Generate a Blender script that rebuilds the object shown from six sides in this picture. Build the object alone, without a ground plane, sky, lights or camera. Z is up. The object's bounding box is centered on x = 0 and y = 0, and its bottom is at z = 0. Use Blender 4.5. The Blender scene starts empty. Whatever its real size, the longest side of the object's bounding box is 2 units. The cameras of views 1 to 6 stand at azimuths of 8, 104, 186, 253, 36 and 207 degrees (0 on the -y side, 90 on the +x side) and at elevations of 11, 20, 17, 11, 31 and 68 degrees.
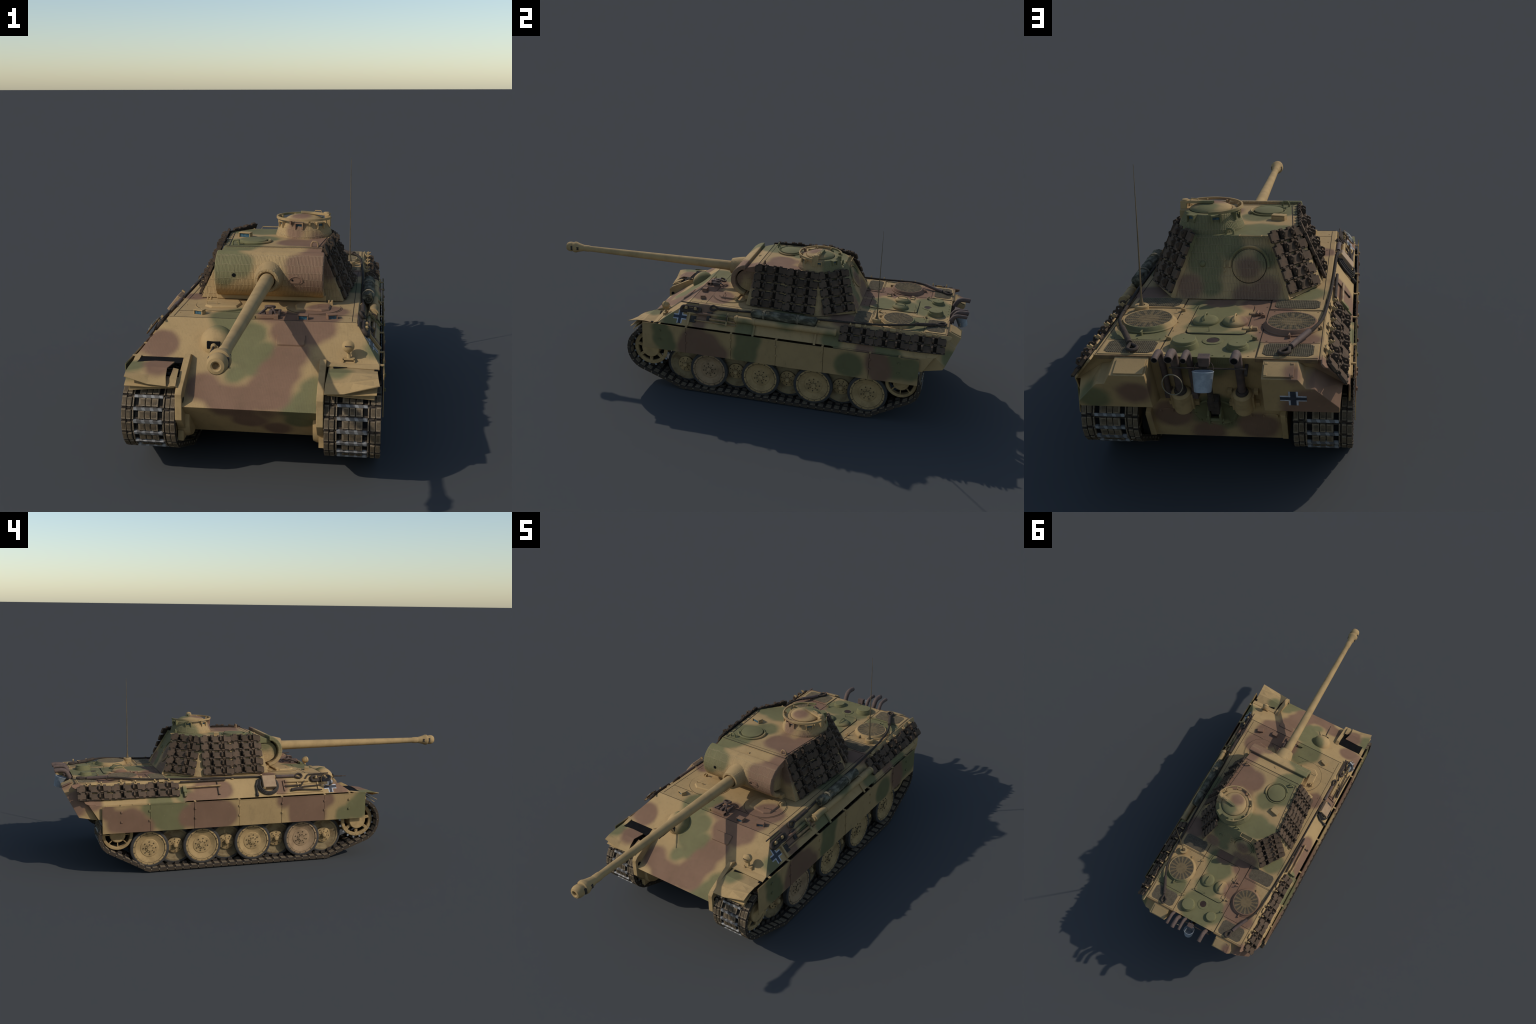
import bpy, math, random
from mathutils import Vector, Matrix, noise

random.seed(7)
V = Vector
TAU = math.tau

# ----------------------------------------------------------------------------
# root
# ----------------------------------------------------------------------------
root = bpy.data.objects.new("battle_tank", None)
bpy.context.scene.collection.objects.link(root)
root["label"] = "Camouflaged WWII medium tank with long gun and spare tracks"
root["category"] = "tank"

# ----------------------------------------------------------------------------
# node helpers
# ----------------------------------------------------------------------------
class Nodes:
    def __init__(self, tree):
        self.t = tree

    def new(self, kind, **kw):
        n = self.t.nodes.new(kind)
        for k, v in kw.items():
            setattr(n, k, v)
        return n

    def put(self, sock, val):
        if isinstance(val, bpy.types.NodeSocket):
            self.t.links.new(val, sock)
        elif val is not None:
            sock.default_value = val

    def math(self, op, a, b=None, c=None, clamp=False):
        n = self.new("ShaderNodeMath", operation=op, use_clamp=clamp)
        for s, v in zip(n.inputs, (a, b, c)):
            self.put(s, v)
        return n.outputs[0]

    def vmath(self, op, a, b=None, out=0):
        n = self.new("ShaderNodeVectorMath", operation=op)
        for s, v in zip(n.inputs, (a, b)):
            self.put(s, v)
        return n.outputs[out]

    def noise(self, vec, scale, detail=3.0, rough=0.55, out=0):
        n = self.new("ShaderNodeTexNoise")
        self.put(n.inputs["Vector"], vec)
        n.inputs["Scale"].default_value = scale
        n.inputs["Detail"].default_value = detail
        n.inputs["Roughness"].default_value = rough
        return n.outputs[out]

    def ramp(self, fac, lo, hi):
        n = self.new("ShaderNodeMapRange", interpolation_type='SMOOTHSTEP')
        self.put(n.inputs[0], fac)
        n.inputs[1].default_value = lo
        n.inputs[2].default_value = hi
        return n.outputs[0]

    def mix(self, fac, a, b, blend='MIX'):
        n = self.new("ShaderNodeMix", data_type='RGBA', blend_type=blend)
        self.put(n.inputs[0], fac)
        self.put(n.inputs[6], a)
        self.put(n.inputs[7], b)
        return n.outputs[2]

    def xyz(self, vec):
        n = self.new("ShaderNodeSeparateXYZ")
        self.put(n.inputs[0], vec)
        return n.outputs

    def vec(self, x, y, z):
        n = self.new("ShaderNodeCombineXYZ")
        for s, v in zip(n.inputs, (x, y, z)):
            self.put(s, v)
        return n.outputs[0]


def rgb(c):
    return (c[0], c[1], c[2], 1.0)


def start(name, rough=0.7, metal=0.0, spec=0.3):
    m = bpy.data.materials.new(name)
    m.use_nodes = True
    b = m.node_tree.nodes["Principled BSDF"]
    b.inputs["Roughness"].default_value = rough
    b.inputs["Metallic"].default_value = metal
    b.inputs["Specular IOR Level"].default_value = spec
    return m, Nodes(m.node_tree), b


def coords(N, rooted=False):
    t = N.new("ShaderNodeTexCoord")
    if rooted:
        t.object = root
    return t.outputs["Object"]


def grainy(name, col, col2, scale=60.0, rough=0.7, metal=0.0, spec=0.3, bump=0.0, vary=0.0, lo=0.4, hi=0.65):
    """two-tone mottled surface with fine grain; vary = brightness change per piece"""
    m, N, b = start(name, rough, metal, spec)
    p = coords(N)
    f = N.ramp(N.noise(p, scale, 5, 0.65), lo, hi)
    c = N.mix(f, rgb(col), rgb(col2))
    if vary:
        oi = N.new("ShaderNodeObjectInfo")
        k = N.math('MULTIPLY_ADD', oi.outputs["Random"], 2 * vary, 1 - vary)
        c = N.mix(1.0, c, N.vec(k, k, k), 'MULTIPLY')
    N.put(b.inputs["Base Color"], c)
    if bump:
        bp = N.new("ShaderNodeBump")
        bp.inputs["Strength"].default_value = bump
        bp.inputs["Distance"].default_value = 0.002
        N.put(bp.inputs["Height"], N.noise(p, scale * 3, 4))
        N.put(b.inputs["Normal"], bp.outputs[0])
    return m


YELLOW = (0.398, 0.264, 0.119)
BROWN = (0.215, 0.123, 0.076)
GREEN = (0.168, 0.152, 0.070)

# soft camouflage patches: x, y, z, radius (metres) on each group of plates
PATCHES = {
    "hull": {
        "brown": [
            # sloped front plate and nose
            (-0.289, -0.341, 0.349, 0.046), (-0.139, -0.463, 0.265, 0.043), (-0.078, -0.492, 0.245, 0.043),
            (0.049, -0.471, 0.260, 0.059), (0.072, -0.416, 0.298, 0.051), (0.102, -0.361, 0.335, 0.046),
            (0.088, -0.287, 0.386, 0.047), (0.150, -0.281, 0.390, 0.047), (0.197, -0.279, 0.391, 0.025),
            (-0.007, -0.460, 0.175, 0.045), (0.073, -0.420, 0.139, 0.035), (-0.030, -0.498, 0.241, 0.045), (-0.30, 0.930, 0.40, 0.03), (-0.266, -0.45, 0.310, 0.038),
            # crew deck
            (0.156, -0.213, 0.410, 0.073), (0.036, -0.200, 0.410, 0.057), (0.194, -0.129, 0.410, 0.057),
            (-0.254, 0.022, 0.410, 0.036),
            # engine deck
            (-0.141, 0.609, 0.410, 0.051), (-0.173, 0.761, 0.410, 0.065), (-0.103, 0.677, 0.410, 0.041),
            (-0.098, 0.531, 0.410, 0.056), (0.023, 0.524, 0.410, 0.041), (0.245, 0.459, 0.410, 0.052),
            (-0.229, 0.789, 0.410, 0.040), (-0.19, 0.70, 0.42, 0.07),
            # sides
            (-0.326, 0.324, 0.360, 0.057), (-0.326, 0.253, 0.360, 0.038), (-0.325, -0.025, 0.361, 0.035),
            (-0.344, -0.326, 0.337, 0.032), (-0.346, 0.852, 0.334, 0.029), (-0.353, 0.400, 0.326, 0.034),
            (0.312, -0.163, 0.378, 0.035), (0.353, 0.574, 0.326, 0.035), (0.344, -0.184, 0.337, 0.026),
            # stowage bins
            (-0.262, 0.932, 0.302, 0.050), (-0.240, 0.925, 0.285, 0.045), (-0.312, 0.920, 0.320, 0.045), (-0.292, 0.930, 0.360, 0.035),
            (-0.222, 0.960, 0.400, 0.020), (0.181, 0.943, 0.322, 0.036),
            (0.12, 0.80, 0.19, 0.05), (-0.11, 0.78, 0.15, 0.05), (0.03, 0.76, 0.12, 0.04),
        ],
        "green": [
            (-0.045, -0.353, 0.341, 0.045), (0.002, -0.388, 0.317, 0.044), (-0.052, -0.421, 0.294, 0.023),
            (-0.020, -0.297, 0.379, 0.036), (0.025, -0.361, 0.335, 0.043), (0.165, -0.492, 0.245, 0.038),
            (0.176, -0.450, 0.274, 0.029), (0.118, -0.512, 0.232, 0.026), (-0.345, -0.46, 0.310, 0.034),
            (0.242, -0.44, 0.315, 0.028), (0.140, -0.470, 0.185, 0.040),
            (-0.092, -0.224, 0.410, 0.062), (-0.060, -0.174, 0.410, 0.042), (-0.093, -0.300, 0.395, 0.037),
            (0.021, 0.601, 0.410, 0.061), (0.061, 0.562, 0.410, 0.041), (0.026, 0.716, 0.410, 0.056),
            (0.028, 0.834, 0.410, 0.075), (-0.058, 0.822, 0.410, 0.065), (-0.007, 0.884, 0.410, 0.060),
            (0.183, 0.788, 0.410, 0.051), (0.239, 0.783, 0.410, 0.036), (-0.219, 0.443, 0.410, 0.051),
            (-0.338, 0.436, 0.345, 0.034), (-0.353, 0.549, 0.326, 0.049),
            (0.344, -0.322, 0.337, 0.031), (0.344, 0.035, 0.337, 0.039), (0.343, 0.427, 0.339, 0.038),
            (0.324, -0.073, 0.363, 0.022), (0.359, 0.645, 0.318, 0.038), (0.361, 0.707, 0.316, 0.031),
            (0.292, 0.931, 0.300, 0.037), (0.0, 0.80, 0.20, 0.07), (0.28, 0.22, 0.41, 0.07),
        ],
    },
    "turret": {
        "brown": [
            (0.132, 0.119, 0.580, 0.056), (0.066, 0.133, 0.580, 0.056), (0.158, 0.189, 0.580, 0.046),
            (0.144, 0.012, 0.580, 0.031),
            (0.093, -0.080, 0.553, 0.033), (0.126, -0.080, 0.565, 0.038), (0.153, -0.080, 0.554, 0.040),
            (0.105, -0.080, 0.508, 0.038), (0.149, -0.080, 0.504, 0.038), (0.15, -0.03, 0.57, 0.045),
            (0.052, 0.215, 0.610, 0.028), (0.072, 0.285, 0.655, 0.026),
            (-0.050, 0.462, 0.494, 0.026), (-0.103, 0.496, 0.433, 0.038), (0.121, 0.489, 0.445, 0.030),
            (-0.041, 0.500, 0.425, 0.025), (0.189, 0.024, 0.520, 0.033), (-0.25, 0.24, 0.43, 0.05),
            (0.25, 0.40, 0.43, 0.04),
        ],
        "green": [
            (-0.101, 0.131, 0.580, 0.061), (-0.052, 0.200, 0.580, 0.046), (-0.100, 0.063, 0.580, 0.051),
            (-0.076, 0.350, 0.580, 0.060), (-0.016, 0.346, 0.580, 0.045), (-0.148, 0.347, 0.580, 0.040),
            (-0.126, 0.025, 0.580, 0.036),
            (-0.148, -0.080, 0.558, 0.040), (-0.102, -0.080, 0.552, 0.040), (-0.080, -0.080, 0.537, 0.020),
            (-0.144, -0.080, 0.510, 0.029), (-0.15, -0.03, 0.575, 0.045),
            (0.060, 0.410, 0.600, 0.050), (0.145, 0.390, 0.610, 0.050), (0.0, 0.375, 0.60, 0.045),
            (0.092, 0.430, 0.553, 0.043), (0.029, 0.424, 0.565, 0.035), (0.063, 0.461, 0.497, 0.032),
            (0.061, 0.487, 0.448, 0.026), (-0.099, 0.448, 0.521, 0.025),
            (-0.179, -0.001, 0.538, 0.036), (-0.206, 0.339, 0.547, 0.027), (-0.264, 0.408, 0.426, 0.023),
            (0.085, 0.345, 0.66, 0.028), (0.0, 0.435, 0.550, 0.030), (0.085, 0.455, 0.515, 0.036),
        ],
    },
    "skirt": {
        "brown": [
            (-0.370, 0.790, 0.291, 0.029), (-0.370, 0.684, 0.243, 0.056), (-0.370, 0.629, 0.209, 0.037),
            (-0.370, 0.423, 0.254, 0.041), (-0.370, 0.355, 0.266, 0.072), (-0.370, 0.264, 0.253, 0.061),
            (-0.370, -0.127, 0.285, 0.063), (-0.370, -0.136, 0.236, 0.071), (-0.370, -0.190, 0.273, 0.051),
            (-0.370, -0.249, 0.294, 0.024), (-0.370, -0.035, 0.310, 0.031),
            (-0.370, 0.745, 0.245, 0.045), (-0.370, 0.305, 0.215, 0.045), (-0.370, 0.310, 0.300, 0.040), (-0.370, -0.190, 0.220, 0.045),
            (0.370, -0.193, 0.271, 0.056), (0.370, -0.138, 0.246, 0.056), (0.370, -0.221, 0.214, 0.052),
            (0.370, -0.083, 0.216, 0.039), (0.370, 0.634, 0.279, 0.046), (0.370, 0.649, 0.234, 0.042),
        ],
        "green": [
            (-0.370, 0.545, 0.261, 0.056), (-0.370, 0.496, 0.231, 0.053), (-0.370, 0.598, 0.295, 0.033),
            (-0.370, 0.520, 0.280, 0.052), (-0.370, -0.400, 0.245, 0.048), (-0.370, -0.434, 0.284, 0.036),
            (-0.370, -0.336, 0.216, 0.036), (-0.370, 0.470, 0.270, 0.050),
            (0.370, -0.346, 0.249, 0.044), (0.370, -0.364, 0.303, 0.031), (0.370, -0.323, 0.218, 0.031),
            (0.370, 0.055, 0.298, 0.051), (0.370, 0.043, 0.230, 0.052), (0.370, 0.515, 0.248, 0.054),
            (0.370, 0.711, 0.270, 0.050), (0.370, 0.773, 0.267, 0.046),
        ],
    },
}


def patch_mask(N, p, spots):
    total = None
    for x, y, z, r in spots:
        d = N.math('SUBTRACT', N.vmath('DISTANCE', p, (x, y, z), out=1), r)
        total = d if total is None else N.math('SMOOTH_MIN', total, d, 0.030)
    return N.ramp(N.math('MULTIPLY', total, -1.0), -0.023, 0.005)


def camo(name, region, zimmerit=0.0, bricks=1.0, coat=1.0):
    """three-tone sprayed paint; zimmerit = strength of the combed paste relief"""
    m, N, b = start(name, 0.8, 0.0, 0.08)
    p = coords(N, True)
    wob = N.noise(p, 13.0, 2, 0.5, out=1)
    q = N.vmath('ADD', p, N.vmath('MULTIPLY', N.vmath('SUBTRACT', wob, (0.5, 0.5, 0.5)), (0.026, 0.026, 0.026)))
    tone = N.ramp(N.noise(p, 9.0, 5, 0.6), 0.3, 0.7)
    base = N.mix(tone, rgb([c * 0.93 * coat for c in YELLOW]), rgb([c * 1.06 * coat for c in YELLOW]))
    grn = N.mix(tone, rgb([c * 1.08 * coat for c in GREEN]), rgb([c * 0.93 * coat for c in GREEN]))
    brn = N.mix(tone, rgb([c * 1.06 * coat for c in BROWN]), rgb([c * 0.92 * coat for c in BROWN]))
    c = N.mix(patch_mask(N, q, PATCHES[region]["green"]), base, grn)
    c = N.mix(patch_mask(N, q, PATCHES[region]["brown"]), c, brn)
    # fine speckled dirt and pale scuffs
    dirt = N.ramp(N.noise(p, 140.0, 4, 0.7), 0.52, 0.78)
    c = N.mix(N.math('MULTIPLY', dirt, 0.25), c, rgb((0.09, 0.07, 0.045)))
    stain = N.ramp(N.noise(N.vmath('MULTIPLY', p, (1.0, 1.0, 0.45)), 26.0, 5, 0.7), 0.50, 0.74)
    c = N.mix(N.math('MULTIPLY', stain, 0.20), c, rgb((0.11, 0.08, 0.045)))
    scuff = N.ramp(N.noise(p, 75.0, 5, 0.75), 0.62, 0.74)
    c = N.mix(N.math('MULTIPLY', scuff, 0.22), c, rgb((0.46, 0.33, 0.18)))
    grain = N.noise(p, 420.0, 3, 0.6)
    height = N.math('MULTIPLY', grain, 0.25)
    if zimmerit:
        g = N.new("ShaderNodeNewGeometry")
        nx, ny, nz = N.xyz(g.outputs["Normal"])
        px, py, pz = N.xyz(p)
        side = N.math('GREATER_THAN', N.math('ABSOLUTE', nx), 0.6)
        u = N.math('ADD', N.math('MULTIPLY', px, N.math('SUBTRACT', 1.0, side)), N.math('MULTIPLY', py, side))
        rowf = N.math('MULTIPLY', N.math('SUBTRACT', pz, N.math('MULTIPLY', py, 0.15)), 1 / 0.0215)
        rowf = N.math('ADD', rowf, N.math('MULTIPLY', N.noise(p, 28.0, 2), 0.45))
        row = N.math('FLOOR', rowf)
        wn = N.new("ShaderNodeTexWhiteNoise", noise_dimensions='1D')
        N.put(wn.inputs["W"], row)
        shift = wn.outputs["Value"]
        colf = N.math('ADD', N.math('MULTIPLY', u, 1 / 0.031), N.math('MULTIPLY', shift, 7.0))
        fr_r = N.math('ABSOLUTE', N.math('SUBTRACT', N.math('FRACT', rowf), 0.5))
        fr_c = N.math('ABSOLUTE', N.math('SUBTRACT', N.math('FRACT', colf), 0.5))
        edge = N.math('MAXIMUM', N.ramp(fr_r, 0.43, 0.5), N.math('MULTIPLY', N.ramp(fr_c, 0.45, 0.5), 0.7))
        wig = N.math('MULTIPLY', N.noise(p, 60.0, 2), 0.0045)
        comb = N.math('SINE', N.math('MULTIPLY', N.math('ADD', N.math('ADD', u, wig), N.math('MULTIPLY', shift, 0.01)), TAU / 0.0044))
        comb = N.math('MULTIPLY', comb, N.math('MULTIPLY_ADD', N.noise(p, 30.0, 2), 0.9, 0.15))
        zh = N.math('ADD', N.math('MULTIPLY', comb, 0.5), N.math('MULTIPLY', edge, 0.8 * bricks))
        flat = N.ramp(N.math('ABSOLUTE', nz), 0.93, 0.82)
        height = N.math('ADD', height, N.math('MULTIPLY', zh, N.math('MULTIPLY', flat, zimmerit)))
        # relief shading painted into the colour: ridges paler, furrows darker
        tint = N.math('MULTIPLY', flat, N.math('MULTIPLY', N.math('MAXIMUM', N.math('MULTIPLY', edge, bricks), N.ramp(comb, 0.0, 0.9)), 0.26 * min(1, zimmerit * 1.4)))
        c = N.mix(tint, c, rgb((0.50, 0.37, 0.21)))
        furrow = N.math('MULTIPLY', flat, N.math('MULTIPLY', N.ramp(comb, 0.0, -0.9), 0.45 * min(1, zimmerit * 1.4)))
        c = N.mix(furrow, c, rgb((0.07, 0.05, 0.03)))
    N.put(b.inputs["Base Color"], c)
    bp = N.new("ShaderNodeBump")
    bp.inputs["Strength"].default_value = 0.75
    bp.inputs["Distance"].default_value = 0.0014
    N.put(bp.inputs["Height"], height)
    N.put(b.inputs["Normal"], bp.outputs[0])
    return m


M_HULL = camo("hull_camouflage", "hull")
M_HULL_Z = camo("hull_camouflage_combed", "hull", 0.12, 0.6)
M_TURRET = camo("turret_camouflage", "turret")
M_TURRET_Z = camo("turret_camouflage_combed", "turret", 1.0)
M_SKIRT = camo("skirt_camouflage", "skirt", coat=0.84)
M_YELLOW = grainy("dark_yellow_paint", [c * 1.04 for c in YELLOW], [c * 0.82 for c in YELLOW], 25, 0.8, spec=0.08, bump=0.08)
M_GUN = grainy("gun_paint", [c * 1.03 for c in YELLOW], [c * 0.88 for c in YELLOW], 18, 0.8, spec=0.08, bump=0.05)
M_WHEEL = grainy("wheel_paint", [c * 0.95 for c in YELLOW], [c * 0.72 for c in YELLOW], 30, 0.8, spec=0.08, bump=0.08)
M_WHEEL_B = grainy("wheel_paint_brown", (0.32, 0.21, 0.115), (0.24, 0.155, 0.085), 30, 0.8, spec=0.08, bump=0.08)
M_WHEEL_D = grainy("inner_wheel_shaded_paint", (0.24, 0.175, 0.09), (0.15, 0.10, 0.05), 30, 0.8, spec=0.08, bump=0.08)  # dish shading painted in as a darker version of the wheel paint
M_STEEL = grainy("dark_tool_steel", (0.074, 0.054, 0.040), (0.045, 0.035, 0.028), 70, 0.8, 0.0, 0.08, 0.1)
M_CABLE = grainy("steel_cable", (0.062, 0.048, 0.037), (0.036, 0.029, 0.023), 300, 0.85, 0.0, 0.06, 0.4)
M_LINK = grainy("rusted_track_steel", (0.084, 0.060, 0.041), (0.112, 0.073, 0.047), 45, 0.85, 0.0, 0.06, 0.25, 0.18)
M_LINKDARK = grainy("track_dark_steel", (0.045, 0.037, 0.031), (0.060, 0.043, 0.028), 80, 0.85, 0.0, 0.05, 0.2)  # darker steel tone for link bodies, ends and pins
M_SLOT = grainy("slot_bed_dark", (0.016, 0.012, 0.009), (0.024, 0.018, 0.012), 60, 0.9, spec=0.05)  # near-black bed that makes the slots look deep
M_PAD = grainy("track_pad_steel", (0.125, 0.088, 0.050), (0.080, 0.060, 0.038), 55, 0.8, 0.0, 0.15, 0.3, 0.2)
M_PADEDGE = grainy("track_pad_edge", (0.215, 0.160, 0.098), (0.130, 0.095, 0.060), 90, 0.75, 0.0, 0.2, 0.2)
M_BOLT = grainy("shaded_bolts", (0.11, 0.078, 0.042), (0.07, 0.05, 0.03), 60, 0.8, spec=0.06)  # baked shade round the bolts copied as darker colour; also on rim groove
M_RUBBER = grainy("tyre_rubber", (0.040, 0.036, 0.032), (0.060, 0.052, 0.044), 50, 0.8, bump=0.15)
M_BLACK = grainy("black_stand_in", (0.006, 0.006, 0.006), (0.010, 0.009, 0.008), 50, 0.9, spec=0.1)  # near-black for solid pieces that stand in for openings
M_SEAM = grainy("dark_joint", (0.035, 0.027, 0.02), (0.022, 0.018, 0.014), 50, 0.9, spec=0.1)  # dark tone for strips and discs drawn in place of gaps
M_GLASS = grainy("periscope_glass", (0.02, 0.06, 0.085), (0.05, 0.13, 0.17), 90, 0.12, 0.0, 0.8)
M_WOOD = grainy("tool_wood", (0.33, 0.20, 0.085), (0.22, 0.13, 0.06), 40, 0.6, bump=0.1)
M_BOX = grainy("ochre_box_paint", (0.36, 0.235, 0.13), (0.30, 0.19, 0.105), 20, 0.7, bump=0.05)
M_ROPE = grainy("hemp_rope", (0.27, 0.22, 0.14), (0.17, 0.14, 0.09), 200, 0.9, bump=0.3)
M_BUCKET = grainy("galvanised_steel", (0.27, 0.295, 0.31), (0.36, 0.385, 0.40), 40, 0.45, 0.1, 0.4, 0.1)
M_EXHAUST = grainy("rusty_exhaust", (0.120, 0.078, 0.060), (0.085, 0.060, 0.048), 60, 0.75, bump=0.2)
M_MESHWIRE = grainy("grille_wire", (0.25, 0.195, 0.115), (0.18, 0.14, 0.085), 60, 0.8, 0.0, 0.1)
M_MESHBACK = grainy("grille_backing", (0.060, 0.051, 0.042), (0.085, 0.072, 0.056), 90, 0.9, 0.0, 0.05)
M_FANTAN = grainy("fan_spoke_paint", (0.31, 0.205, 0.09), (0.25, 0.165, 0.075), 60, 0.8, 0.0, 0.08)
M_RUSTEDGE = grainy("rust_edge", (0.17, 0.10, 0.04), (0.11, 0.065, 0.03), 60, 0.8, bump=0.2)
M_WHITE = grainy("white_marking", (0.50, 0.49, 0.50), (0.33, 0.32, 0.32), 90, 0.8)
M_BLACKMARK = grainy("black_marking", (0.028, 0.032, 0.042), (0.045, 0.05, 0.06), 60, 0.6)
M_BLUEGREY = grainy("cable_jacket", (0.060, 0.051, 0.042), (0.036, 0.032, 0.027), 90, 0.8, 0.0, 0.08)


def worn_bar():
    """grouser bar: grey steel with slanted polished scratches"""
    m, N, b = start("worn_bar_steel", 0.5, 0.15, 0.3)
    p = coords(N)
    x, y, z = N.xyz(p)
    w = N.math('SINE', N.math('MULTIPLY', N.math('ADD', x, N.math('MULTIPLY', y, 0.45)), TAU / 0.0240))
    n = N.noise(p, 70, 3)
    f = N.ramp(N.math('ADD', w, N.math('MULTIPLY', n, 1.4)), 0.75, 1.3)
    c = N.mix(f, rgb((0.105, 0.096, 0.086)), rgb((0.23, 0.22, 0.205)))
    N.put(b.inputs["Base Color"], c)
    return m


M_BAR = worn_bar()


def tarp():
    m, N, b = start("oiled_tarpaulin", 0.9, 0.0, 0.04)
    p = coords(N)
    w = N.noise(N.vmath('MULTIPLY', p, (1.0, 0.45, 1.0)), 42, 4, 0.6)
    f = N.ramp(w, 0.4, 0.66)
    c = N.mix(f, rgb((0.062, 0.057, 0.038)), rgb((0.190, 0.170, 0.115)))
    N.put(b.inputs["Base Color"], c)
    bp = N.new("ShaderNodeBump")
    bp.inputs["Strength"].default_value = 0.6
    bp.inputs["Distance"].default_value = 0.004
    N.put(bp.inputs["Height"], w)
    N.put(b.inputs["Normal"], bp.outputs[0])
    return m


M_TARP = tarp()


def clear_glass():
    m, N, b = start("clear_lens", 0.03, 0.0, 0.6)
    b.inputs["Base Color"].default_value = (0.9, 0.92, 0.92, 1)
    b.inputs["Transmission Weight"].default_value = 1.0
    b.inputs["IOR"].default_value = 1.25
    return m


M_LENS = clear_glass()

# ----------------------------------------------------------------------------
# geometry helpers
# ----------------------------------------------------------------------------
ID = Matrix.Identity(4)


def frame(o, x, y):
    """matrix whose local X runs along x, local Z is x cross y"""
    x = V(x).normalized()
    z = x.cross(V(y)).normalized()
    y = z.cross(x)
    m = Matrix((x, y, z)).transposed().to_4x4()
    m.translation = V(o)
    return m


def at(x, y, z, rz=0.0, rx=0.0, ry=0.0):
    return Matrix.Translation((x, y, z)) @ Matrix.Rotation(rz, 4, 'Z') @ Matrix.Rotation(ry, 4, 'Y') @ Matrix.Rotation(rx, 4, 'X')


def spline(pts, n=6):
    """Catmull-Rom through the points"""
    P = [V(p) for p in pts]
    P = [P[0] * 2 - P[1]] + P + [P[-1] * 2 - P[-2]]
    out = []
    for i in range(1, len(P) - 2):
        a, b, c, d = P[i - 1:i + 3]
        for k in range(n):
            t = k / n
            out.append(0.5 * (2 * b + (c - a) * t + (2 * a - 5 * b + 4 * c - d) * t * t + (3 * b - a - 3 * c + d) * t ** 3))
    out.append(P[-2])
    return out


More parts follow.
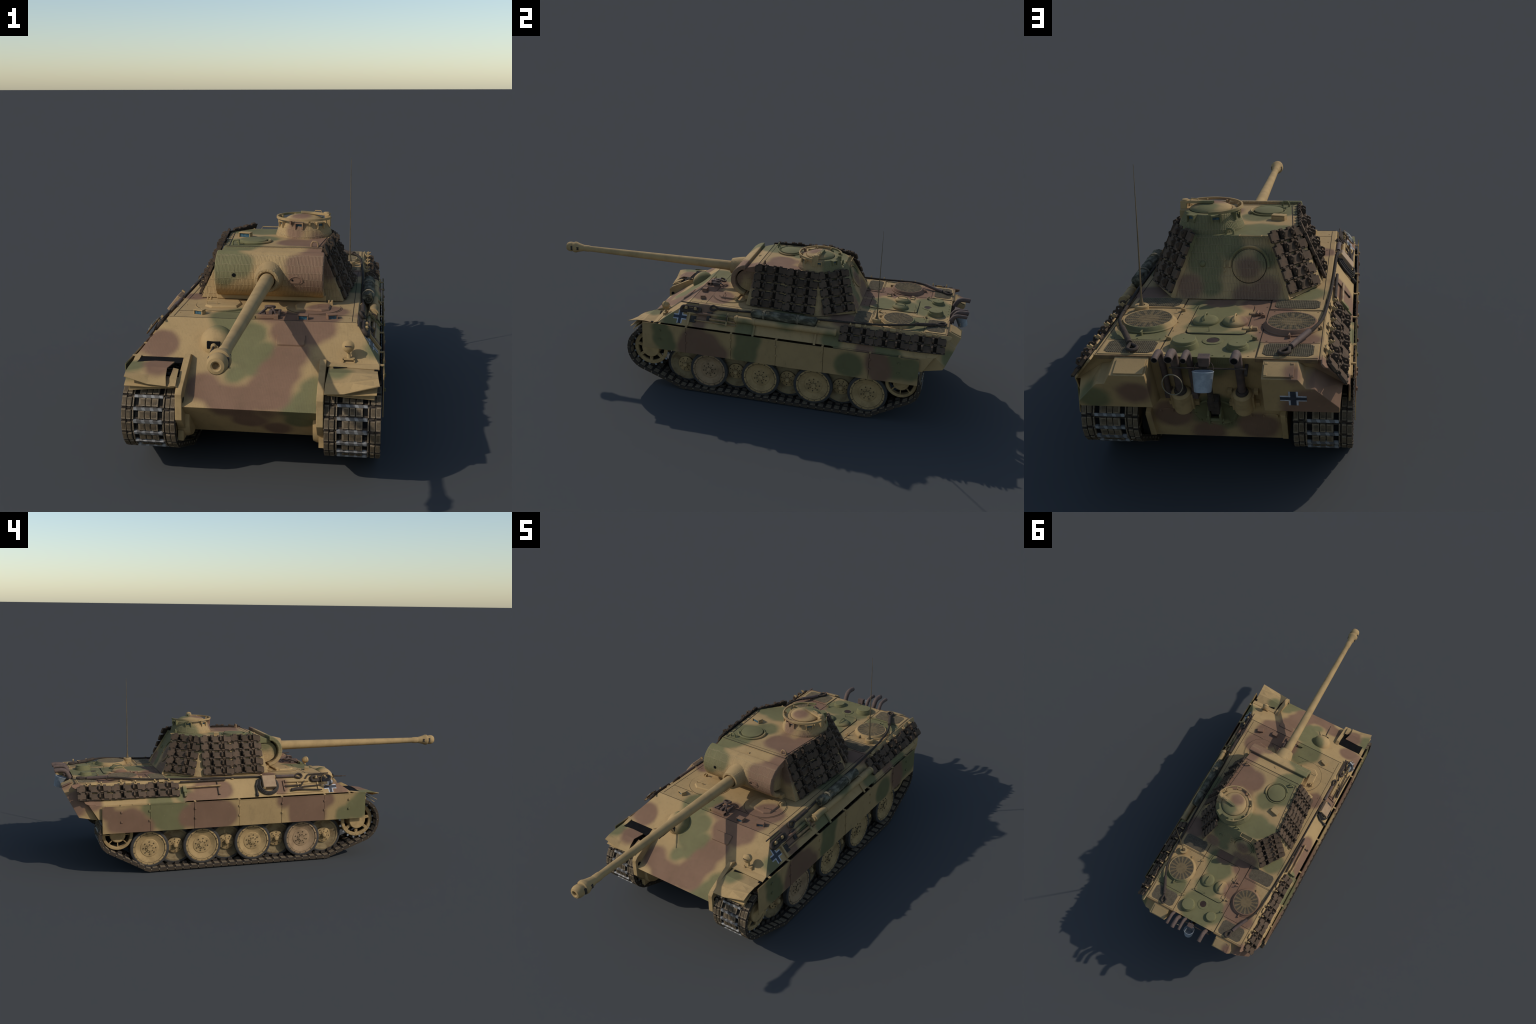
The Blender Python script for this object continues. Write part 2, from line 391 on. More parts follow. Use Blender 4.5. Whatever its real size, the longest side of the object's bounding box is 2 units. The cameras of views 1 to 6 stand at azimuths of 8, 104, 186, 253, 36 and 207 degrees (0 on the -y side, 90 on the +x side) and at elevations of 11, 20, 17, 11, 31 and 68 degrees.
class Shape:
    def __init__(self):
        self.v, self.f, self.m = [], [], []

    def add(self, verts, faces, M=ID, mat=0):
        k = len(self.v)
        self.v += [M @ V(p) for p in verts]
        flip = M.to_3x3().determinant() < 0
        for f in faces:
            f = [k + i for i in f]
            self.f.append(f[::-1] if flip else f)
            self.m.append(mat)
        return self

    def box(self, c, s, M=ID, mat=0, top=(1, 1)):
        x, y, z = (h / 2 for h in s)
        cx, cy, cz = c
        tx, ty = top
        vs = [(cx + sx * x * (tx if sz > 0 else 1), cy + sy * y * (ty if sz > 0 else 1), cz + sz * z)
              for sz in (-1, 1) for sx, sy in ((-1, -1), (1, -1), (1, 1), (-1, 1))]
        fs = [(3, 2, 1, 0), (4, 5, 6, 7), (0, 1, 5, 4), (1, 2, 6, 5), (2, 3, 7, 6), (3, 0, 4, 7)]
        return self.add(vs, fs, M, mat)

    def prism(self, poly, z0, z1, M=ID, mat=0, top=None):
        n = len(poly)
        top = top or poly
        area = sum(poly[i][0] * poly[(i + 1) % n][1] - poly[(i + 1) % n][0] * poly[i][1] for i in range(n))
        if area < 0:
            poly, top = poly[::-1], top[::-1]
        vs = [(a, b, z0) for a, b in poly] + [(a, b, z1) for a, b in top]
        fs = [tuple(range(n))[::-1], tuple(range(n, 2 * n))]
        fs += [(i, (i + 1) % n, n + (i + 1) % n, n + i) for i in range(n)]
        return self.add(vs, fs, M, mat)

    def lathe(self, prof, M=ID, n=24, mat=0, mats=None):
        """profile of (radius, height) turned about local Z"""
        vs, fs, rows = [], [], []
        for r, h in prof:
            if r < 1e-6:
                rows.append([len(vs)])
                vs.append((0, 0, h))
            else:
                rows.append(list(range(len(vs), len(vs) + n)))
                vs += [(r * math.cos(TAU * i / n), r * math.sin(TAU * i / n), h) for i in range(n)]
        k = 0
        for a, b in zip(rows, rows[1:]):
            f = []
            if len(a) == 1 and len(b) == 1:
                k += 1
                continue
            for i in range(n):
                j = (i + 1) % n
                if len(a) == 1:
                    f.append((a[0], b[j], b[i])[::-1])
                elif len(b) == 1:
                    f.append((a[i], a[j], b[0]))
                else:
                    f.append((a[i], a[j], b[j], b[i]))
            self.add([], [], M)
            base = len(self.v)
            if k == 0:
                self._lb = base
            for q in f:
                self.f.append([self._lb + i for i in q])
                self.m.append(mats[k] if mats else mat)
            k += 1
        self.v += [M @ V(p) for p in vs]
        return self

    def cyl(self, p0, p1, r0, r1=None, n=12, mat=0):
        p0, p1 = V(p0), V(p1)
        r1 = r0 if r1 is None else r1
        d = (p1 - p0)
        up = V((0, 0, 1)) if abs(d.normalized().z) < 0.9 else V((1, 0, 0))
        x = d.cross(up).normalized()
        y = d.normalized().cross(x)
        vs = [p0 + (x * math.cos(TAU * i / n) + y * math.sin(TAU * i / n)) * r0 for i in range(n)]
        vs += [p1 + (x * math.cos(TAU * i / n) + y * math.sin(TAU * i / n)) * r1 for i in range(n)]
        fs = [tuple(range(n))[::-1], tuple(range(n, 2 * n))] + [(i, (i + 1) % n, n + (i + 1) % n, n + i) for i in range(n)]
        return self.add(vs, fs, ID, mat)

    def tube(self, pts, r, n=8, mat=0, closed=False):
        P = [V(p) for p in pts]
        m = len(P)
        rr = r if isinstance(r, (list, tuple)) else [r] * m
        vs, fs = [], []
        x = None
        for i, p in enumerate(P):
            if closed:
                d = (P[(i + 1) % m] - P[i - 1]).normalized()
            else:
                d = (P[min(i + 1, m - 1)] - P[max(i - 1, 0)]).normalized()
            if x is None:
                x = d.cross(V((0.31, 0.17, 0.93))).normalized()
            x = (x - d * x.dot(d)).normalized()
            y = d.cross(x)
            vs += [p + (x * math.cos(TAU * k / n) + y * math.sin(TAU * k / n)) * rr[i] for k in range(n)]
        for i in range(m if closed else m - 1):
            j = (i + 1) % m
            for k in range(n):
                l = (k + 1) % n
                fs.append((i * n + k, i * n + l, j * n + l, j * n + k))
        if not closed:
            fs += [tuple(range(n))[::-1], tuple(range((m - 1) * n, m * n))]
        return self.add(vs, fs, ID, mat)

    def ring(self, M, R, r, n=32, k=8, mat=0, sx=1.0, sy=1.0, a0=0.0, a1=TAU):
        full = abs(a1 - a0 - TAU) < 1e-6
        cnt = n if full else n + 1
        pts = [M @ V((R * sx * math.cos(a0 + (a1 - a0) * i / n), R * sy * math.sin(a0 + (a1 - a0) * i / n), 0)) for i in range(cnt)]
        return self.tube(pts, r, k, mat, full)

    def ball(self, c, r, M=ID, mat=0, n=20, sc=(1, 1, 1), half=False):
        k = n // 2
        a0 = 0.0 if half else -math.pi / 2
        prof = [(r * math.cos(a0 + (math.pi / 2 - a0) * i / k), r * math.sin(a0 + (math.pi / 2 - a0) * i / k)) for i in range(k + 1)]
        prof[-1] = (0, r)
        if not half:
            prof[0] = (0, -r)
        T = M @ Matrix.Translation(V(c)) @ Matrix.Diagonal((*sc, 1))
        return self.lathe(prof, T, n, mat)

    def done(self, name, mats, parent=root, smooth=None, bevel=0.0, seg=2, stuff=False):
        me = bpy.data.meshes.new(name)
        me.from_pydata([tuple(p) for p in self.v], [], self.f)
        mats = mats if isinstance(mats, (list, tuple)) else [mats]
        for m in mats:
            me.materials.append(m)
        me.polygons.foreach_set("material_index", self.m)
        if smooth:
            me.polygons.foreach_set("use_smooth", [True] * len(me.polygons))
            me.set_sharp_from_angle(angle=math.radians(smooth))
        me.update()
        ob = bpy.data.objects.new(name, me)
        bpy.context.scene.collection.objects.link(ob)
        ob.parent = parent
        if bevel:
            b = ob.modifiers.new("edge_round", 'BEVEL')
            b.width = bevel
            b.segments = seg
            b.limit_method = 'ANGLE'
            b.angle_limit = math.radians(32)
        if stuff:
            ob["kind"] = "stuff"
        return ob


def twin(ob, M, parent):
    """copy that shares mesh data"""
    c = ob.copy()
    bpy.context.scene.collection.objects.link(c)
    c.parent = parent
    c.matrix_world = M
    return c


def rounded(x0, x1, y0, y1, r, n=4):
    out = []
    for cx, cy, a in ((x1 - r, y1 - r, 0), (x0 + r, y1 - r, 1), (x0 + r, y0 + r, 2), (x1 - r, y0 + r, 3)):
        for i in range(n + 1):
            t = (a + i / n) * math.pi / 2
            out.append((cx + r * math.cos(t), cy + r * math.sin(t)))
    return out


def circle(r, n=32, cx=0.0, cy=0.0):
    return [(cx + r * math.cos(TAU * i / n), cy + r * math.sin(TAU * i / n)) for i in range(n)]


# ----------------------------------------------------------------------------
# key dimensions (metres)
# ----------------------------------------------------------------------------
DECK = 0.410          # hull roof height
EAVE = 0.322          # bottom of the sloped side plates
XT, XB = 0.287, 0.356  # half width at deck and at eave
XTUB = 0.188          # half width of the lower hull
YF_TOP, YF_MID, YF_LOW = -0.252, -0.3804, -0.522
Y_REAR = 0.915
SLOPE_REAR = 0.535    # rear plate: y shrinks this much per metre down


def rear_y(z):
    return Y_REAR - (DECK - z) * SLOPE_REAR


SIN, COS = (XB - XT) / math.hypot(XB - XT, DECK - EAVE), (DECK - EAVE) / math.hypot(XB - XT, DECK - EAVE)


def side_point(s, y, z, h=0.0):
    """point on the sloped side plate at height z, lifted h off it"""
    d = (DECK - z) / COS
    return V((s * (XT + d * SIN + h * COS), y, z + h * SIN))


def side_frame(s, y, z, h=0.0):
    """local X along the hull (forward-aft), local Y up the slope, Z outward"""
    return frame(side_point(s, y, z, h), (0, s, 0), (-s * SIN, 0, COS))


# front plate frame: X across, Y up the slope, Z outward
GL_UP = V((0, YF_TOP - YF_LOW, DECK - 0.225)).normalized()


def glacis_frame(x, y, h=0.0, rot=0.0):
    z = DECK + (y - YF_TOP) * (DECK - 0.225) / (YF_TOP - YF_LOW)
    n = V((1, 0, 0)).cross(GL_UP)
    return frame(V((x, y, z)) + n * h, (1, 0, 0), GL_UP) @ Matrix.Rotation(rot, 4, 'Z')


# ----------------------------------------------------------------------------
# HULL
# ----------------------------------------------------------------------------
def build_hull():
    s = Shape()
    zr = 0.100
    yr_e, yr_b = rear_y(EAVE), rear_y(zr)
    # one closed body: sloped front, sponsons, lower tub, sloped rear
    P = {}
    for sd in (1, -1):
        P[sd] = [(sd * XT, YF_TOP, DECK), (sd * XT, Y_REAR, DECK), (sd * XB, YF_MID, EAVE), (sd * XB, yr_e, EAVE),
                 (sd * XTUB, YF_MID, EAVE), (sd * XTUB, yr_e, EAVE), (sd * XTUB, YF_LOW, 0.225), (sd * XTUB, -0.386, 0.105), (sd * XTUB, yr_b, zr)]
    vs = P[1] + P[-1]
    r, l = list(range(9)), list(range(9, 18))
    fs = [(r[0], r[1], l[1], l[0]), (l[0], l[2], l[4], l[6], r[6], r[4], r[2], r[0]), (r[1], r[3], r[5], r[8], l[8], l[5], l[3], l[1]),
          (r[6], l[6], l[7], r[7]), (r[7], l[7], l[8], r[8])]
    for a, flip in ((r, False), (l, True)):
        for f in ((a[0], a[2], a[3], a[1]), (a[2], a[4], a[5], a[3]), (a[4], a[6], a[7], a[8], a[5])):
            fs.append(f[::-1] if flip else f)
    s.add(vs, fs)
    hull = s.done("hull", M_HULL_Z, bevel=0.0012)
    import bmesh
    bm = bmesh.new()
    bm.from_mesh(hull.data)
    bmesh.ops.recalc_face_normals(bm, faces=bm.faces)
    bm.to_mesh(hull.data)
    bm.free()
    return hull


hull = build_hull()


def hull_part(s, name, mats, **kw):
    return s.done(name, mats, hull, **kw)


for sd in (1, -1):
    # outer tail wall under the rear sponson and its projecting edge
    s = Shape()
    wall = [(0.425, EAVE + 0.001), (rear_y(EAVE) + 0.002, EAVE + 0.001), (rear_y(0.258) - 0.004, 0.258), (0.80, 0.258), (0.52, 0.285)]
    s.prism([(y, z) for y, z in wall], -0.002, 0.002, frame((sd * (XB - 0.0022), 0, 0), (0, 1, 0), (0, 0, 1)))
    s.box((sd * (XB - 0.001), 0.56, EAVE - 0.006), (0.012, 0.24, 0.012))
    s.box((sd * (XB + 0.000), 0.72, EAVE - 0.009), (0.010, 0.16, 0.010))
    hull_part(s, "sponson_tail_plate", M_HULL, bevel=0.001)
    s = Shape()
    tail = [(0.0, 0.0), (0.024, -0.002), (0.028, -0.014), (0.014, -0.030), (0.012, -0.060), (0.012, -0.100), (0.0, -0.108), (-0.03, -0.108), (-0.03, 0.0)]
    F = frame(side_point(sd, Y_REAR, DECK, -0.004), (0, 1, 0), (-sd * SIN, 0, COS))
    shear = [(a + b * SLOPE_REAR * 0.78, b) for a, b in tail]
    s.prism(shear, -0.006 if sd < 0 else 0.0, 0.0 if sd < 0 else 0.006, F)
    hull_part(s, "side_plate_end", M_HULL, bevel=0.0015)
    # side armour extension that carries the black tow-hole discs
    s = Shape()
    prof = [(-0.527, 0.187), (-0.527, 0.262), (-0.515, 0.275), (-0.392, 0.338), (-0.370, 0.330), (-0.370, 0.15), (-0.45, 0.13), (-0.49, 0.15)]
    s.prism(prof, -0.0095, 0.0095, frame((sd * 0.1965, 0, 0), (0, 1, 0), (0, 0, 1)))
    hull_part(s, "towing_plate", M_YELLOW, bevel=0.0015)
    s = Shape()
    s.lathe([(0, -0.0006), (0.0085, -0.0006), (0.0085, 0.0006), (0, 0.0006)], frame((sd * 0.2065, -0.508, 0.24), (0, 1, 0), (0, 0, sd)), 16)
    s.lathe([(0, -0.0006), (0.0085, -0.0006), (0.0085, 0.0006), (0, 0.0006)], frame((sd * 0.1865, -0.508, 0.24), (0, 1, 0), (0, 0, sd)), 16)
    hull_part(s, "tow_hole_disc", M_BLACK, smooth=40)  # black discs laid on the plate faces, nothing is drilled
    # final drive housing
    s = Shape()
    s.lathe([(0, -0.03), (0.058, -0.03), (0.062, -0.02), (0.062, 0.004), (0.05, 0.012), (0.03, 0.02), (0, 0.02)],
            frame((sd * 0.205, -0.425, 0.168), (0, sd, 0), (0, 0, 1)), 28)
    s.box((sd * 0.2, -0.46, 0.125), (0.016, 0.05, 0.03))
    hull_part(s, "final_drive_housing", M_YELLOW, smooth=35)

# ---- front fenders -----------------------------------------------------------
def sheet(rows, t, M=ID, sh=None, mat=0):
    """thin bent metal sheet through rows of points (each row same length)"""
    s = sh or Shape()
    n, w = len(rows), len(rows[0])
    P = [[V(p) for p in r] for r in rows]
    vs, nv = [], []
    for i in range(n):
        for j in range(w):
            a = P[min(i + 1, n - 1)][j] - P[max(i - 1, 0)][j]
            b = P[i][min(j + 1, w - 1)] - P[i][max(j - 1, 0)]
            nn = b.cross(a).normalized()
            if nn.z < 0:
                nn = -nn
            vs.append(P[i][j])
            nv.append(nn)
    N = n * w
    top = [v + q * t for v, q in zip(vs, nv)]
    allv = vs + top
    fs = []
    for i in range(n - 1):
        for j in range(w - 1):
            a, b, c, d = i * w + j, i * w + j + 1, (i + 1) * w + j + 1, (i + 1) * w + j
            fs.append((a, b, c, d))
            fs.append((N + d, N + c, N + b, N + a))
    edge = [i for i in range(w)] + [i * w + w - 1 for i in range(1, n)] + [(n - 1) * w + j for j in range(w - 2, -1, -1)] + [i * w for i in range(n - 2, 0, -1)]
    for a, b in zip(edge, edge[1:] + edge[:1]):
        fs.append((b, a, N + a, N + b))
    k0 = len(s.v)
    s.add(allv, fs, M, mat)
    return s


# right-hand fender: strip on the hull, bent top panel, lower lip
s = Shape()
sheet([[(0.207, -0.378, 0.323), (0.355, -0.378, 0.3225)], [(0.207, -0.400, 0.319), (0.355, -0.400, 0.314)]], 0.003, sh=s)
sheet([[(0.213, -0.4005, 0.316), (0.280, -0.402, 0.315), (0.350, -0.402, 0.312)],
       [(0.213, -0.445, 0.315), (0.285, -0.45, 0.318), (0.351, -0.448, 0.317)],
       [(0.209, -0.490, 0.298), (0.275, -0.495, 0.306), (0.353, -0.485, 0.316)],
       [(0.207, -0.520, 0.278), (0.262, -0.522, 0.282), (0.357, -0.522, 0.309)]], 0.0025, sh=s)
hull_part(s, "front_fender", M_HULL, bevel=0.0)
s = Shape()
sheet([[(0.210, -0.47, 0.296), (0.28, -0.47, 0.298), (0.352, -0.47, 0.302)],
       [(0.208, -0.512, 0.276), (0.28, -0.515, 0.276), (0.349, -0.515, 0.280)]], 0.0022, sh=s)
sheet([[(0.216, -0.47, 0.285), (0.28, -0.47, 0.287), (0.346, -0.47, 0.291)],
       [(0.214, -0.505, 0.271), (0.28, -0.507, 0.268), (0.343, -0.504, 0.263)]], 0.0022, sh=s)
hull_part(s, "fender_lip", M_YELLOW)
s = Shape()
s.prism([(0.226, -0.4035), (0.265, -0.4035), (0.226, -0.413)], 0.3195, 0.3215)
s.box((0.347, -0.408, 0.3165), (0.012, 0.010, 0.003))
hull_part(s, "fender_tear_plate", M_BLACK)  # black plates laid on the sheet where it is torn

# left-hand fender: torn, with black plates in place of the open hole
s = Shape()
sheet([[(-0.356, -0.378, 0.3225), (-0.338, -0.378, 0.323)], [(-0.354, -0.41, 0.316), (-0.337, -0.410, 0.318)],
       [(-0.354, -0.432, 0.314), (-0.337, -0.432, 0.318)]], 0.003, sh=s)
sheet([[(-0.354, -0.426, 0.316), (-0.285, -0.426, 0.322), (-0.228, -0.428, 0.322)],
       [(-0.353, -0.468, 0.315), (-0.285, -0.47, 0.319), (-0.240, -0.47, 0.317)],
       [(-0.352, -0.500, 0.313), (-0.285, -0.500, 0.305), (-0.238, -0.496, 0.300)],
       [(-0.350, -0.527, 0.307), (-0.285, -0.522, 0.286), (-0.232, -0.520, 0.281)]], 0.0025, sh=s)
hull_part(s, "front_fender", M_HULL)
s = Shape()
sheet([[(-0.355, -0.475, 0.298), (-0.28, -0.475, 0.296), (-0.206, -0.475, 0.293)],
       [(-0.353, -0.517, 0.277), (-0.28, -0.517, 0.276), (-0.203, -0.515, 0.279)]], 0.0022, sh=s)
sheet([[(-0.345, -0.475, 0.285), (-0.28, -0.475, 0.286), (-0.214, -0.475, 0.288)],
       [(-0.342, -0.509, 0.262), (-0.28, -0.509, 0.268), (-0.212, -0.509, 0.274)]], 0.0022, sh=s)
sheet([[(-0.224, -0.46, 0.315), (-0.209, -0.46, 0.312)], [(-0.226, -0.50, 0.298), (-0.207, -0.50, 0.293)], [(-0.222, -0.518, 0.281), (-0.206, -0.516, 0.281)]], 0.0022, sh=s)
hull_part(s, "fender_lip", M_HULL)
s = Shape()
s.prism([(-0.337, -0.3795), (-0.208, -0.3795), (-0.208, -0.428), (-0.337, -0.428)], 0.3205, 0.3215)
s.prism([(-0.232, -0.428), (-0.208, -0.428), (-0.208, -0.470), (-0.232, -0.470)], 0.300, 0.3015)
hull_part(s, "fender_hole_plate", M_BLACK)  # black plates nearly flush with the fender; the hole is not cut

# ---- front plate details -------------------------------------------------------
s = Shape()
F = glacis_frame(0.096, -0.314, 0.0)
s.prism(rounded(-0.044, 0.044, -0.023, 0.023, 0.008), -0.002, 0.0048, F, top=rounded(-0.041, 0.041, -0.020, 0.020, 0.007))
hull_part(s, "visor_plug", M_HULL_Z, bevel=0.0008)

s = Shape()
F = glacis_frame(-0.122, -0.325, -0.012)
prof = [(0.056, 0.010), (0.0545, 0.020), (0.051, 0.030), (0.045, 0.040), (0.036, 0.049), (0.024, 0.055), (0.012, 0.058), (0, 0.0585)]
s.lathe(prof, F @ Matrix.Diagonal((0.90, 0.93, 0.88, 1)), 36)
hull_part(s, "machine_gun_ball_mount", M_HULL_Z, smooth=50)
s = Shape()
fo = V((-0.124, -0.371, 0.357))
s.box((fo.x - 0.001, fo.y + 0.010, fo.z + 0.003), (0.040, 0.020, 0.023))
hull_part(s, "gun_port_block", M_BLACK, bevel=0.002)  # solid black box pushed through the dome, no port is cut
s = Shape()
s.ball((fo.x, fo.y + 0.002, fo.z + 0.001), 0.0090)
hull_part(s, "gun_ball", M_YELLOW, smooth=60)
s = Shape()
s.cyl((fo.x, fo.y, fo.z), (-0.122, -0.425, 0.355), 0.0034, n=12)
s.cyl((-0.122, -0.425, 0.355), (-0.1215, -0.447, 0.354), 0.0022, n=10)
hull_part(s, "machine_gun", M_STEEL, smooth=40)

# headlight
s = Shape()
hc = V((0.266, -0.369, 0.373))
F = frame(hc, (1, 0, 0), (0, 0.25, 1))
s.lathe([(0, -0.016), (0.009, -0.014), (0.014, -0.008), (0.0165, 0.0), (0.0165, 0.006), (0.0178, 0.007), (0.0178, 0.010), (0.0155, 0.012), (0.012, 0.0165), (0.006, 0.0195), (0, 0.0205)], F, 24)
s.cyl(hc + V((0, 0.002, -0.012)), (0.268, -0.372, 0.337), 0.005, 0.0065)
s.box((0.268, -0.372, 0.337), (0.034, 0.012, 0.005), at(0, 0, 0))
s.box((0.252, -0.372, 0.333), (0.004, 0.012, 0.010))
s.box((0.284, -0.372, 0.333), (0.004, 0.012, 0.010))
hl = hull_part(s, "headlight", M_YELLOW, smooth=40)
s = Shape()
s.box((0, 0, 0.0186), (0.018, 0.0028, 0.006), F)
hull_part(s, "headlight_slit_bar", M_STEEL)  # dark bar set on the lamp face in place of a slit

# ---- crew deck -------------------------------------------------------------
def periscope(name, x, y, z, yaw, parent, size=(0.032, 0.022, 0.015), mat=M_HULL):
    """hooded box open to local -Y with a glass block inside"""
    M = at(x, y, z, yaw)
    w, d, h = size
    t = 0.0035
    s = Shape()
    s.box((0, 0, h - t / 2), (w, d, t), M)
    s.box((-w / 2 + t / 2, 0, (h - t) / 2 - 0.001), (t, d, h - t), M)
    s.box((w / 2 - t / 2, 0, (h - t) / 2 - 0.001), (t, d, h - t), M)
    s.box((0, d / 2 - t / 2, (h - t) / 2 - 0.001), (w - 2 * t, t, h - t), M)
    ob = s.done(name, mat, parent, bevel=0.0008)
    g = Shape()
    g.box((0, -0.001, (h - t) / 2 - 0.0005), (w - 2 * t - 0.0005, d * 0.55, h - t - 0.001), M)
    g.done("periscope_glass", M_GLASS, ob)
    return ob


periscope("periscope", -0.199, -0.205, DECK, -0.35, hull)
periscope("periscope", 0.124, -0.226, DECK, 0.0, hull)
periscope("periscope", 0.210, -0.209, DECK, 0.35, hull)

for sd in (1, -1):
    cx, cy = sd * 0.145, -0.085
    s = Shape()
    s.prism(circle(0.091, 40), 0.0, 0.0022, at(cx, cy, DECK - 0.0005))
    s.prism(circle(0.088, 40), 0.0021, 0.0028, at(cx, cy, DECK - 0.0005), mat=1)
    s.prism(circle(0.0865, 40), 0.0, 0.0036, at(cx, cy, DECK - 0.0005))
    hatch = hull_part(s, "hatch_ring", [M_HULL, M_SEAM], smooth=35)
    s = Shape()
    lid = [(-0.052, -0.046), (0.030, -0.058), (0.054, -0.040), (0.056, 0.018), (0.040, 0.040), (-0.046, 0.042), (-0.060, 0.0)]
    lid = [(sd * a, b) for a, b in lid]
    s.prism(lid, 0.003, 0.010, at(cx, cy, DECK), top=[(a * 0.93, b * 0.93) for a, b in lid])
    lidob = s.done("crew_hatch", M_HULL, hatch, bevel=0.002)
    s = Shape()
    hx = sd * 0.16
    s.tube([(hx, -0.115, DECK + 0.008), (hx, -0.115, DECK + 0.019), (sd * 0.193, -0.113, DECK + 0.019), (sd * 0.193, -0.113, DECK + 0.008)], 0.0013, 6)
    s.done("hatch_handle", M_HULL, hatch)
    s = Shape()
    s.box((sd * 0.197, -0.052, DECK + 0.008), (0.016, 0.010, 0.012))
    s.box((sd * 0.192, -0.050, DECK + 0.014), (0.005, 0.016, 0.008))
    s.box((sd * 0.202, -0.050, DECK + 0.014), (0.005, 0.016, 0.008))
    s.done("hatch_hinge", M_HULL, hatch, bevel=0.001)

# gun travel lock folded on the deck
s = Shape()
s.box((0.0, -0.232, DECK + 0.006), (0.100, 0.012, 0.010))
s.box((-0.03, -0.232, DECK + 0.002), (0.018, 0.018, 0.014))
s.box((0.043, -0.232, DECK + 0.004), (0.014, 0.020, 0.016))
hull_part(s, "travel_lock_base", M_HULL, bevel=0.001)
s = Shape()
s.tube([(-0.012, -0.222, DECK + 0.008), (0.008, -0.185, DECK + 0.020)], 0.004, 6)
s.tube([(0.040, -0.222, DECK + 0.008), (0.026, -0.185, DECK + 0.020)], 0.004, 6)
s.ring(at(0.017, -0.172, DECK + 0.021, 0, -0.35), 0.014, 0.0045, 16, 6)
s.box((0.0, -0.205, DECK + 0.006), (0.012, 0.03, 0.010), at(0, 0, 0))
s.box((0.024, -0.215, DECK + 0.012), (0.010, 0.024, 0.014))
s.box((0.048, -0.195, DECK + 0.010), (0.006, 0.034, 0.010))
s.tube([(0.02, -0.20, DECK + 0.018), (0.050, -0.165, DECK + 0.010)], 0.003, 6)
hull_part(s, "travel_lock", M_EXHAUST)

# deck joints (dark raised strips in place of gaps) and bolt heads
s = Shape()
def seam(x0, y0, x1, y1, w=0.0016, z=DECK):
    d = V((x1 - x0, y1 - y0, 0))
    L = d.length
    M = at((x0 + x1) / 2, (y0 + y1) / 2, z, math.atan2(d.y, d.x))
    s.box((0, 0, 0), (L, w, 0.0012), M)
seam(-0.272, -0.172, -0.05, -0.172)
seam(0.05, -0.172, 0.274, -0.172)
seam(-0.284, -0.249, 0.284, -0.249)
for sd in (1, -1):
    seam(sd * 0.272, -0.240, sd * 0.272, 0.49)
    seam(sd * 0.123, 0.49, sd * 0.123, 0.913, 0.0022)
    seam(sd * 0.123, 0.585, sd * 0.277, 0.585)
    seam(sd * 0.123, 0.815, sd * 0.277, 0.815)
    seam(sd * 0.281, 0.49, sd * 0.281, 0.913)
hull_part(s, "deck_joint", M_SEAM, stuff=True)

s = Shape()
def bolt(x, y, z=DECK, r=0.0024, h=0.0016):
    s.cyl((x, y, z - 0.0005), (x, y, z + h), r, r * 0.8, 6)
for i in range(8):
    bolt(-0.105 + i * 0.03, 0.905)
for sd in (1, -1):
    for y in (0.515, 0.56, 0.63, 0.69, 0.75, 0.80, 0.87):
        bolt(sd * 0.116, y)
    for x in (0.14, 0.2, 0.262):
        bolt(sd * x, 0.594)
        bolt(sd * x, 0.806)
    for y in (-0.2, -0.1, 0.0):
        bolt(sd * 0.262, y)
for i in range(6):
    bolt(-0.09 + i * 0.036, 0.523)
hull_part(s, "deck_bolts", M_HULL, stuff=True)

# ---- engine deck -------------------------------------------------------------
def chamfered(x0, x1, y0, y1, c):
    return [(x0 + c, y0), (x1 - c, y0), (x1, y0 + c), (x1, y1 - c), (x1 - c, y1), (x0 + c, y1), (x0, y1 - c), (x0, y0 + c)]


def grille(x0, x1, y0, y1):
    s = Shape()
    out = [(x0, y0), (x1, y0), (x1, y1), (x0, y1)]
    inn = chamfered(x0 + 0.012, x1 - 0.012, y0 + 0.007, y1 - 0.007, 0.012)
    s.prism(out, -0.001, 0.0022, at(0, 0, DECK))
    fr = hull_part(s, "grille_frame", M_HULL, bevel=0.0008)
    s = Shape()
    s.prism(inn, 0.0015, 0.0030, at(0, 0, DECK))
    s.done("grille_backing", M_MESHBACK, fr)
    s = Shape()
    def span_y(x):
        c = 0.012
        a, b = inn[0][1], inn[3 + 1][1]
        k = max(0, c - (x - (x0 + 0.012)), c - ((x1 - 0.012) - x))
        return a + k, b - k
    n = int((x1 - x0 - 0.024) / 0.0052)
    for i in range(n + 1):
        x = x0 + 0.012 + (x1 - x0 - 0.024) * (i + 0.5) / (n + 1)
        a, b = span_y(x)
        s.box((x, (a + b) / 2, DECK + 0.0034), (0.0010, b - a, 0.0010))
    m = int((y1 - y0 - 0.014) / 0.0052)
    for i in range(m + 1):
        y = y0 + 0.007 + (y1 - y0 - 0.014) * (i + 0.5) / (m + 1)
        k = max(0, 0.012 - (y - y0 - 0.007), 0.012 - (y1 - 0.007 - y))
        s.box(((x0 + x1) / 2, y, DECK + 0.0039), (x1 - x0 - 0.024 - 2 * k, 0.0010, 0.0010))
    s.done("wire_mesh", M_MESHWIRE, fr, stuff=True)


